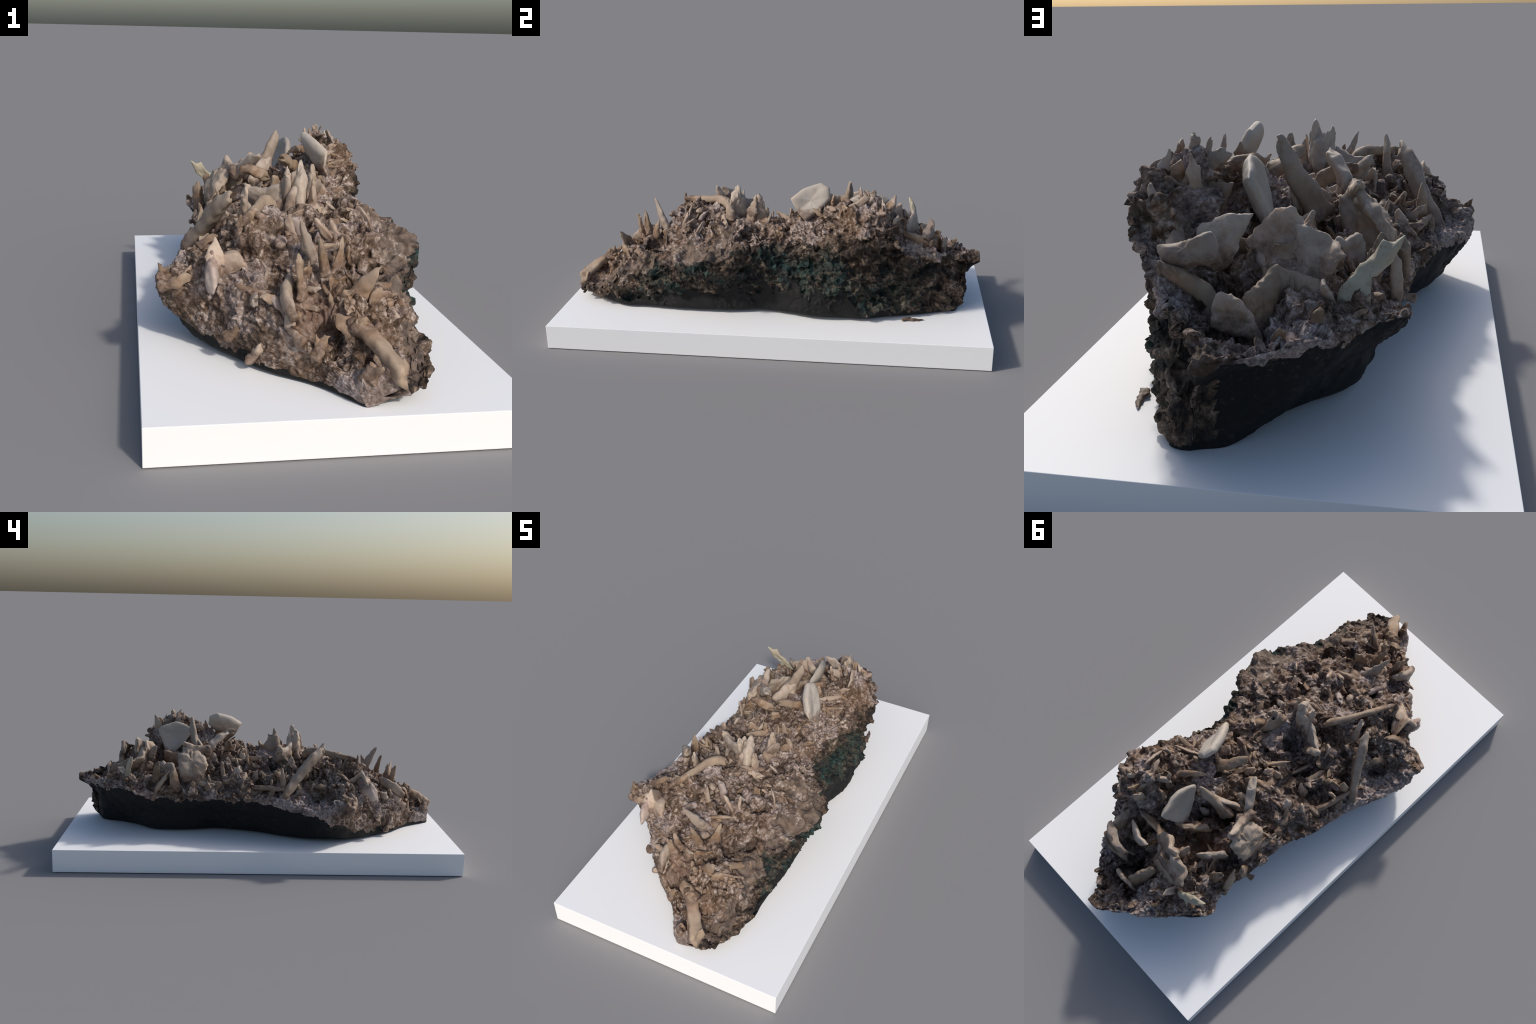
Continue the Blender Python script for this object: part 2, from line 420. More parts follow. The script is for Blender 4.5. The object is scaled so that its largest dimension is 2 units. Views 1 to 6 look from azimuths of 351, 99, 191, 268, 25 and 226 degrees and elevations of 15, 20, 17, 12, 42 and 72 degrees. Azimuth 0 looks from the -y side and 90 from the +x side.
# ------------------------------------------------------------------ mesh helpers
def mesh_object(name, verts, faces, mats, parent=None, shade=True, face_mat=None):
    me = bpy.data.meshes.new(name)
    verts = np.ascontiguousarray(verts, np.float32)
    faces = np.asarray(faces)
    me.vertices.add(len(verts))
    me.vertices.foreach_set("co", verts.ravel())
    nf, k = faces.shape
    me.loops.add(nf * k)
    me.polygons.add(nf)
    me.polygons.foreach_set("loop_start", np.arange(nf, dtype=np.int32) * k)
    me.loops.foreach_set("vertex_index", faces.ravel().astype(np.int32))
    for m in mats:
        me.materials.append(m)
    if face_mat is not None:
        me.polygons.foreach_set("material_index", np.asarray(face_mat, np.int32))
    me.update(calc_edges=True)
    me.validate()
    if shade:
        me.polygons.foreach_set("use_smooth", np.ones(len(me.polygons), bool))
    ob = bpy.data.objects.new(name, me)
    bpy.context.scene.collection.objects.link(ob)
    if parent:
        ob.parent = parent
    return ob


def tube(pts, radii, flat=1.0, wide=(0, 0, 1), n=30, seg=18, cap=(0.10, 0.10), wob=0.14, seed=0.0, groove=0.12, finned=0.55):
    """a bone: rings along a smooth spine, oval in section, with swollen, grooved and pitted walls"""
    pts = np.asarray(pts, float)
    if len(pts) == 2:
        mid = pts.mean(0)
        L = np.linalg.norm(pts[1] - pts[0])
        k = np.random.default_rng(int(seed * 7) + 3).normal(size=3) * L * 0.035
        pts = np.stack([pts[0], mid + k, pts[1]])
    s = np.linspace(0, 1, n)
    s = 0.5 - 0.5 * np.cos(np.pi * s) * 0.35 - 0.5 * (1 - 2 * s) * 0.65        # denser near the ends
    sp = catmull(pts, s * (len(pts) - 1))
    rad = catmull(np.asarray(radii, float)[:, None], s * (len(radii) - 1))[:, 0]
    a, b = cap
    env = np.sqrt(np.clip(1 - (1 - np.clip(s / a, 0, 1)) ** 2, 0, 1)) * np.sqrt(np.clip(1 - (1 - np.clip((1 - s) / b, 0, 1)) ** 2, 0, 1))
    rad = rad * np.maximum(env, 0.04)
    T = np.gradient(sp, axis=0)
    T /= np.linalg.norm(T, axis=1, keepdims=True)
    W = np.asarray(wide, float) - (T @ np.asarray(wide, float))[:, None] * T
    W /= np.linalg.norm(W, axis=1, keepdims=True) + 1e-9
    B = np.cross(T, W)
    th = np.arange(seg) / seg * 2 * np.pi
    ph = np.sin(s * 4 + seed) * 0.6
    prof = 1 + groove * np.cos(3 * (th[None, :] + ph[:, None]) + seed) * 0.6 + groove * np.cos(2 * th[None, :] + seed * 2.1) * 0.4
    ed = 0.85 + 0.5 * ((seed * 0.731) % 1.0)                    # below 1 boxy, above 1 knife-edged
    cw, cb = (np.sign(f(th)) * np.abs(f(th)) ** ed for f in (np.cos, np.sin))
    fin = np.zeros((n, seg))
    for q_ in range(2):
        phi = (seed * 1.7 + q_ * 2.6) % (2 * np.pi)
        da = np.abs((th - phi + np.pi) % (2 * np.pi) - np.pi)
        wave = perlin(np.stack([s * 5.5, s * 0 + seed, s * 0 + q_ * 3.3], 1), 1.0, seed)
        fin += np.clip(wave * 1.6 + .15, 0, 1)[:, None] * np.exp(-(da / .42) ** 2)[None, :]
    prof = prof + fin * finned * (1 - smooth(s, .8, 1.0))[:, None]
    off = W[:, None, :] * cw[None, :, None] + B[:, None, :] * (cb * flat)[None, :, None]
    P = sp[:, None, :] + off * (rad[:, None] * prof)[..., None]
    q = P.reshape(-1, 3)
    mean = float(np.mean(radii))
    along = s[:, None] * np.linalg.norm(pts[-1] - pts[0])
    st = np.stack([q[:, 0], q[:, 1], q[:, 2]], 1) - (np.repeat(T, seg, 0) * (np.repeat(along.ravel(), seg) * 0.65)[:, None])
    nz = fbm(q, max(mean * 1.7, 0.014), 3, seed).reshape(n, seg) * 0.7 + fbm(st, max(mean * .8, .007), 2, seed + 5).reshape(n, seg) * 0.5
    # the broken end is cut on the slant
    cutw = smooth(s, 0.72, 1.0)[:, None] * mean * 1.1
    P = P + T[:, None, :] * (cutw * (fbm(q, mean * 1.3 + .004, 2, seed + 9).reshape(n, seg) * 1.6 + 0.55 * np.cos(th + seed)[None, :]))[..., None]
    P = P + off * (rad[:, None] * nz * wob * 3.2)[..., None]
    v = np.concatenate([P.reshape(-1, 3), sp[:1], sp[-1:]])
    i, j = np.meshgrid(np.arange(n - 1), np.arange(seg), indexing="ij")
    jn = (j + 1) % seg
    f = np.stack([i * seg + j, i * seg + jn, (i + 1) * seg + jn, (i + 1) * seg + j], -1).reshape(-1, 4)
    j = np.arange(seg)
    jn = (j + 1) % seg
    c0, c1 = n * seg, n * seg + 1
    f0 = np.stack([np.full(seg, c0), jn, j, j], -1)
    f1 = np.stack([np.full(seg, c1), (n - 1) * seg + j, (n - 1) * seg + jn, (n - 1) * seg + jn], -1)
    return v, f, (f0, f1)


def plate(corners, thick, bulge=0.0, seed=0.0, seg=56, rings=10, sharp=0.5, wob=0.004):
    """a broken slab of bone: a rounded outline through the corners, lens-shaped in thickness and a little cupped"""
    Cn = np.asarray(corners, float)
    c = Cn.mean(0)
    nrm = np.zeros(3)
    for a, b in zip(Cn, np.roll(Cn, -1, 0)):
        nrm += np.cross(a - c, b - c)
    nrm /= np.linalg.norm(nrm)
    m = len(Cn)
    t = np.arange(seg) / seg * m
    i = t.astype(int)
    f = (t - i)[:, None]
    lin = Cn[i % m] * (1 - f) + Cn[(i + 1) % m] * f
    C = lin * sharp + catmull(Cn, t, closed=True) * (1 - sharp)
    C = C + nrm * 0
    verts, faces = [], []
    rr = np.sin(np.linspace(0, 1, rings + 1)[1:] * np.pi / 2)
    for side in (1, -1):
        for r in rr:
            P = c + (C - c) * r
            h = side * thick * 0.5 * math.sqrt(max(1 - r ** 5, 0.0)) + bulge * (1 - r * r)
            P = P + nrm * h
            P = P + nrm * (fbm(P, 0.035, 3, seed)[:, None] * wob)
            P = P + (C - c) / (np.linalg.norm(C - c, axis=1, keepdims=True)) * (fbm(P, 0.026, 3, seed + 2)[:, None] * wob * 1.7 * r ** 3)
            verts.append(P)
    cen = np.stack([c + nrm * (thick * 0.5 + bulge), c - nrm * (thick * 0.5 - bulge)])
    v = np.concatenate(verts + [cen])
    tri0, quads = [], []
    for k in range(2):
        o = k * rings * seg
        for r in range(rings - 1):
            j = np.arange(seg)
            jn = (j + 1) % seg
            q = np.stack([o + r * seg + j, o + (r + 1) * seg + j, o + (r + 1) * seg + jn, o + r * seg + jn], -1)
            quads.append(q if k == 0 else q[:, ::-1])
        j = np.arange(seg)
        jn = (j + 1) % seg
        cc = np.full(seg, 2 * rings * seg + k)
        q = np.stack([cc, o + j, o + jn, o + jn], -1)
        tri0.append(q if k == 0 else np.stack([cc, o + jn, o + j, o + j], -1))
    j = np.arange(seg)
    jn = (j + 1) % seg
    a, b = (rings - 1) * seg, (2 * rings - 1) * seg
    quads.append(np.stack([a + j, b + j, b + jn, a + jn], -1))
    return v, np.concatenate(quads), tuple(tri0)


def build(name, parts, mat, parent, foot=None, axis=(0, 0, 1)):
    v, bm_faces, o = [], [], 0
    for pv, f, caps in parts:
        bm_faces += [tuple(q) for q in (f + o).tolist()] + [tuple(q[:3]) for cap in caps for q in (cap + o).tolist()]
        v.append(pv)
        o += len(pv)
    v = np.concatenate(v)
    if foot is not None:
        z = Vector(axis).normalized()
        rot = z.to_track_quat("Z", "Y")
        M = np.array(rot.to_matrix())
        v = (v - foot) @ M
    me = bpy.data.meshes.new(name)
    me.from_pydata(np.asarray(v).tolist(), [], bm_faces)
    me.materials.append(mat)
    me.update()
    me.polygons.foreach_set("use_smooth", np.ones(len(me.polygons), bool))
    ob = bpy.data.objects.new(name, me)
    bpy.context.scene.collection.objects.link(ob)
    ob.parent = parent
    if foot is not None:
        ob.location = foot
        ob.rotation_mode = "QUATERNION"
        ob.rotation_quaternion = rot
    return ob


# ------------------------------------------------------------------ the things
rock = bpy.data.objects.new("bone_breccia", None)
bpy.context.scene.collection.objects.link(rock)
rock.location = (0, 0, 0.1115)
rock["label"] = "Craggy brown rock packed with jutting pale broken animal bones"
rock["category"] = "fossil rock"
OFF = np.array([0, 0, 0.1115])

SPINES = []       # for the concretion collars that climb up the bones


def bone(name, mat, pts, radii, **kw):
    pts = np.asarray(pts, float)
    SPINES.append((pts, float(np.max(radii)), kw.pop("collar", .4)))
    fork = kw.pop("fork", None)
    v, f, c = tube(pts, radii, seed=len(SPINES) * 1.37, **kw)
    parts = [(v - OFF, f, c)]
    if fork is not None:                       # a splinter that branches off the same bone
        at, off, w = fork
        root = pts[0] * (1 - at) + pts[-1] * at
        v, f, c = tube([root - off * .25, root + off * .55 + (pts[-1] - pts[0]) * .12, root + off + (pts[-1] - pts[0]) * .3], [w * 1.5, w * 1.1, w * .45],
                       flat=.55, wide=pts[-1] - pts[0], n=18, seg=12, seed=len(SPINES) * 2.9, wob=.16)
        parts.append((v - OFF, f, c))
    return build(name, parts, MATS[mat], rock, pts[0] - OFF, pts[-1] - pts[0])


def slab(name, mat, corners, thick, **kw):
    v, f, c = plate(corners, thick, seed=len(SPINES) * 1.91 + 0.3, **kw)
    low = v[np.argmin(v[:, 2])] - OFF
    return build(name, [(v - OFF, f, c)], MATS[mat], rock, low, (0, 0, 1))


# ---- the large pieces, each placed by its own ends (metres)
# the pale shoulder-blade fragment on the crest and the broad leaf-shaped one behind it
slab("shoulder_blade", "shell", [(.163, .090, .638), (.125, .148, .678), (.100, .222, .698), (.112, .264, .682), (.135, .272, .635), (.175, .215, .575), (.192, .160, .540), (.167, .122, .578)], .042, bulge=.010, sharp=.85, wob=.002)
slab("shoulder_blade", "shell", [(.058, .538, .615), (.068, .49, .640), (.080, .43, .650), (.068, .355, .610), (.035, .41, .53), (.015, .475, .47), (.035, .515, .545)], .034, bulge=.016, sharp=.4)
# crushed skull at the broad end, its lower plate, ear bump and stalk
slab("skull_fragment", "pale", [(.062, .585, .479), (.030, .565, .515), (-.005, .557, .545), (-.045, .592, .568), (-.075, .585, .540), (-.09, .61, .50), (-.08, .65, .44), (-.02, .655, .435), (.02, .61, .445)], .030, bulge=.014, wob=.010, sharp=.6)
slab("skull_fragment", "pale", [(-.060, .61, .53), (-.10, .60, .522), (-.14, .60, .50), (-.174, .655, .480), (-.15, .672, .45), (-.114, .662, .415), (-.07, .66, .42)], .028, bulge=.012, wob=.010, sharp=.75)
slab("skull_fragment", "tan", [(-.015, .655, .45), (-.075, .662, .435), (-.115, .665, .425), (-.135, .695, .355), (-.07, .72, .33), (.005, .69, .345)], .026, bulge=.008, wob=.012, sharp=.6)
bone("skull_fragment", "pale", [(-.06, .58, .46), (-.088, .545, .530)], [.026, .022, .017], flat=.6)
bone("skull_fragment", "tan", [(-.05, .625, .34), (-.06, .615, .44), (-.05, .60, .52)], [.060, .050, .040], flat=.55, wide=(1, 0, 0), wob=.16)
slab("skull_fragment", "grey", [(.026, .650, .563), (.074, .650, .560), (.165, .62, .515), (.120, .655, .42), (.075, .655, .45), (.055, .660, .50)], .022, bulge=.008, wob=.008, sharp=.7)
slab("skull_fragment", "grey", [(.095, .734, .540), (.120, .725, .535), (.165, .705, .510), (.225, .69, .495), (.205, .725, .465), (.150, .735, .46), (.080, .728, .475)], .026, bulge=.012, wob=.010, sharp=.7)
bone("jaw", "tan", [(.215, .725, .46), (.165, .75, .45), (.115, .745, .42), (.09, .74, .38)], [.016, .018, .018, .012], flat=.7)
slab("skull_fragment", "tan", [(.215, .515, .575), (.17, .47, .59), (.11, .47, .59), (.125, .49, .545), (.144, .56, .50), (.20, .57, .50)], .026, bulge=.03, wob=.010)
slab("skull_fragment", "tan", [(.170, .575, .515), (.115, .585, .50), (.055, .58, .485), (.02, .565, .44), (.07, .57, .40), (.16, .57, .43)], .024, bulge=.010, wob=.012)
slab("skull_fragment", "tan", [(.205, .60, .515), (.215, .66, .50), (.21, .72, .47), (.19, .72, .40), (.19, .64, .41)], .022, bulge=.010, wob=.012)
slab("skull_fragment", "tan", [(-.03, .69, .465), (.0, .74, .435), (.02, .79, .42), (.0, .79, .35), (-.04, .72, .35)], .022, wob=.012)
slab("skull_fragment", "grey", [(-.11, .53, .46), (-.15, .49, .47), (-.19, .44, .47), (-.19, .44, .37), (-.12, .52, .37)], .022, wob=.012)
slab("skull_fragment", "tan", [(.03, .505, .50), (-.03, .47, .51), (-.07, .42, .505), (-.07, .42, .43), (.0, .48, .41)], .022, wob=.012)
# skull half on the long side, with its brow horn, socket rim and prong
slab("skull_fragment", "pale", [(-.172, .388, .545), (-.163, .31, .535), (-.188, .272, .505), (-.217, .268, .475), (-.245, .295, .41), (-.255, .375, .385), (-.248, .41, .45), (-.205, .415, .52)], .038, bulge=-.008, wob=.014, sharp=.8)
slab("skull_fragment", "pale", [(-.121, .30, .530), (-.147, .30, .546), (-.178, .386, .566), (-.20, .386, .53), (-.232, .39, .492), (-.25, .392, .445), (-.226, .398, .41), (-.173, .372, .42), (-.137, .335, .445), (-.118, .31, .49)], .034, bulge=.010, wob=.012, sharp=.7)
bone("horn", "pale", [(-.150, .25, .545), (-.160, .32, .545), (-.175, .39, .572)], [.020, .018, .014])
bone("skull_fragment", "pale", [(-.235, .35, .39), (-.25, .29, .385), (-.262, .235, .375)], [.018, .016, .012], flat=.7)
bone("skull_fragment", "tan", [(-.20, .34, .36), (-.20, .34, .50)], [.060, .050, .035], flat=.7, wob=.15)
bone("long_bone", "grey", [(-.150, .28, .51), (-.118, .235, .57), (-.082, .180, .619)], [.021, .018, .016], cap=(.1, .14))
slab("rib", "lime", [(-.296, .642, .527), (-.271, .647, .511), (-.248, .650, .516), (-.233, .655, .486), (-.212, .660, .469), (-.197, .665, .451), (-.160, .675, .41), (-.160, .690, .355), (-.230, .690, .355), (-.222, .672, .429), (-.242, .662, .443), (-.274, .652, .474)], .022, wob=.007, sharp=.6, bulge=.004)
SPINES.append((np.array([(-.19, .68, .34), (-.21, .67, .45)]), .03, .4))
bone("long_bone", "pale", [(-.075, .325, .47), (-.02, .34, .58), (.018, .358, .659)], [.042, .028, .024, .016], flat=.65)
slab("rib", "grey", [(.0, .345, .60), (-.055, .315, .57), (-.10, .27, .51), (-.06, .30, .45), (-.01, .335, .50)], .022, bulge=.006, wob=.006)
# spiny knot of vertebrae in the middle
bone("vertebra", "grey", [(-.045, -.16, .45), (-.03, -.165, .54), (-.022, -.166, .600)], [.034, .026, .013], flat=.55)
bone("vertebra", "grey", [(-.01, -.20, .46), (.008, -.195, .55), (.013, -.189, .622)], [.040, .030, .016], flat=.6)
bone("vertebra", "pale", [(.05, -.20, .46), (.052, -.212, .53), (.051, -.22, .588)], [.030, .022, .012], flat=.55)
bone("vertebra", "grey", [(-.035, -.15, .50), (-.033, -.19, .57), (-.033, -.196, .619)], [.022, .020, .012], flat=.6)
slab("vertebra", "grey", [(-.01, -.145, .46), (-.022, -.155, .595), (-.004, -.182, .612), (.010, -.190, .624), (.016, -.216, .612), (.012, -.226, .46)], .046, bulge=.006, wob=.012, sharp=.8)
slab("vertebra", "grey", [(-.05, -.175, .575), (-.095, -.15, .555), (-.158, -.112, .548), (-.145, -.10, .49), (-.08, -.12, .45), (-.04, -.16, .48)], .024, bulge=.006, wob=.008)
bone("vertebra", "pale", [(-.10, -.11, .47), (-.13, -.105, .52), (-.158, -.107, .548)], [.020, .015, .016])
bone("vertebra", "pale", [(-.02, -.265, .475), (.03, -.255, .49), (.085, -.235, .485)], [.020, .024, .018], flat=.7)
bone("vertebra", "pale", [(.075, -.08, .47), (.07, -.08, .55), (.062, -.079, .610)], [.064, .052, .030, .012], flat=.42, wide=(0, 1, 0))
bone("vertebra", "pale", [(.09, -.095, .49), (.073, -.09, .620)], [.022, .015, .010], flat=.6)
slab("vertebra", "grey", [(.075, -.12, .52), (.095, -.09, .52), (.11, -.075, .545), (.10, -.085, .575), (.08, -.115, .57), (.07, -.13, .545)], .018, sharp=.1)
# long bones on the flank and along the top
bone("long_bone", "pale", [(-.375, -.115, .335), (-.32, -.18, .42), (-.27, -.26, .51), (-.239, -.303, .558)], [.022, .024, .026, .019], flat=.75)
bone("vertebra", "pale", [(-.20, -.29, .44), (-.195, -.31, .52), (-.195, -.329, .580)], [.030, .022, .015, .015], flat=.7)
bone("long_bone", "tan", [(-.224, -.502, .512), (-.175, -.395, .528), (-.124, -.287, .537), (-.075, -.235, .505)], [.013, .014, .016, .019, .017], flat=.8, collar=1.0)
bone("long_bone", "tan", [(.055, -.81, .300), (.10, -.875, .262), (.152, -.950, .198)], [.030, .024, .025, .030], cap=(.1, .12), collar=1.0)
bone("vertebra", "tan", [(.045, -.80, .285), (.075, -.835, .305)], [.030, .026, .020], wob=.16)
bone("long_bone", "tan", [(.088, .245, .548), (.045, .19, .585), (.004, .136, .613)], [.017, .020, .014], collar=1.0)
bone("rib", "tan", [(-.151, .149, .573), (-.10, .155, .562), (-.047, .170, .536)], [.010, .019, .021], flat=.6, collar=1.0)
bone("rib", "tan", [(.155, .38, .605), (.11, .335, .618), (.070, .300, .620)], [.018, .017, .012], flat=.6, collar=1.0)
bone("rib", "grey", [(.206, .46, .606), (.17, .44, .635), (.135, .42, .650)], [.020, .020, .014], flat=.6, collar=1.0)
# forked plate at the left corner
slab("shoulder_blade", "pale", [(-.300, -.43, .385), (-.309, -.508, .472), (-.335, -.535, .42), (-.322, -.573, .345), (-.29, -.55, .365), (-.219, -.572, .40), (-.235, -.52, .425), (-.26, -.46, .42)], .026, bulge=.010, wob=.006)
bone("shoulder_blade", "pink", [(-.305, -.50, .43), (-.32, -.55, .375), (-.315, -.585, .325)], [.018, .032, .030, .014], flat=.6)
# spikes
for mat, pts, radii, fl in [
    ("grey", [(-.005, -.535, .385), (-.035, -.575, .455), (-.070, -.615, .537)], [.030, .022, .018, .008], .6),
    ("tan", [(.005, -.635, .385), (-.022, -.657, .497)], [.022, .014, .008], .7),
    ("tan", [(-.075, -.70, .335), (-.097, -.72, .457)], [.022, .013, .010], .7),
    ("brown", [(-.07, -.665, .355), (-.087, -.688, .460)], [.020, .012, .008], .7),
    ("tan", [(.065, -.715, .315), (.127, -.742, .425)], [.036, .028, .012], .4),
    ("brown", [(.085, -.70, .335), (.105, -.715, .415)], [.010, .006, .004], .8),
    ("tan", [(.040, -.60, .37), (.064, -.576, .468)], [.032, .024, .011], .4),
    ("brown", [(.055, -.915, .17), (.082, -.944, .224)], [.026, .024, .018], .8),
    ("pale", [(-.113, -.775, .30), (-.125, -.715, .35), (-.104, -.645, .382)], [.018, .026, .022], .6),
    ("tan", [(-.275, .42, .36), (-.286, .441, .460)], [.026, .022, .016], .6),
    ("brown", [(-.225, .535, .38), (-.243, .515, .488)], [.024, .020, .012], .6),
    ("grey", [(.275, .535, .56), (.255, .511, .665)], [.026, .018, .006], .5),
    ("pale", [(.205, .465, .60), (.205, .466, .650), (.200, .470, .696)], [.022, .014, .012, .015], .8),
    ("pale", [(.155, .42, .61), (.145, .406, .690)], [.012, .007, .008, .004], .7),
    ("pale", [(.185, .445, .62), (.171, .439, .688)], [.012, .008, .006], .7),
    ("pale", [(.175, .53, .54), (.182, .548, .61), (.184, .556, .657)], [.034, .022, .018, .010], .5),
    ("pale", [(.222, .565, .54), (.208, .53, .60), (.196, .497, .645)], [.030, .016, .012, .010], .7),
    ("pale", [(-.15, .585, .45), (-.139, .567, .456)], [.026, .022, .016], .6),
    ("brown", [(-.237, -.49, .47), (-.227, -.503, .523)], [.016, .012, .009], .7),
]:
    bone("bone_spike", mat, pts, radii, flat=fl)
slab("tooth_row", "pale", [(-.02, .80, .34), (.01, .80, .41), (.04, .805, .435), (.075, .795, .425), (.085, .80, .36)], .020, wob=.008)

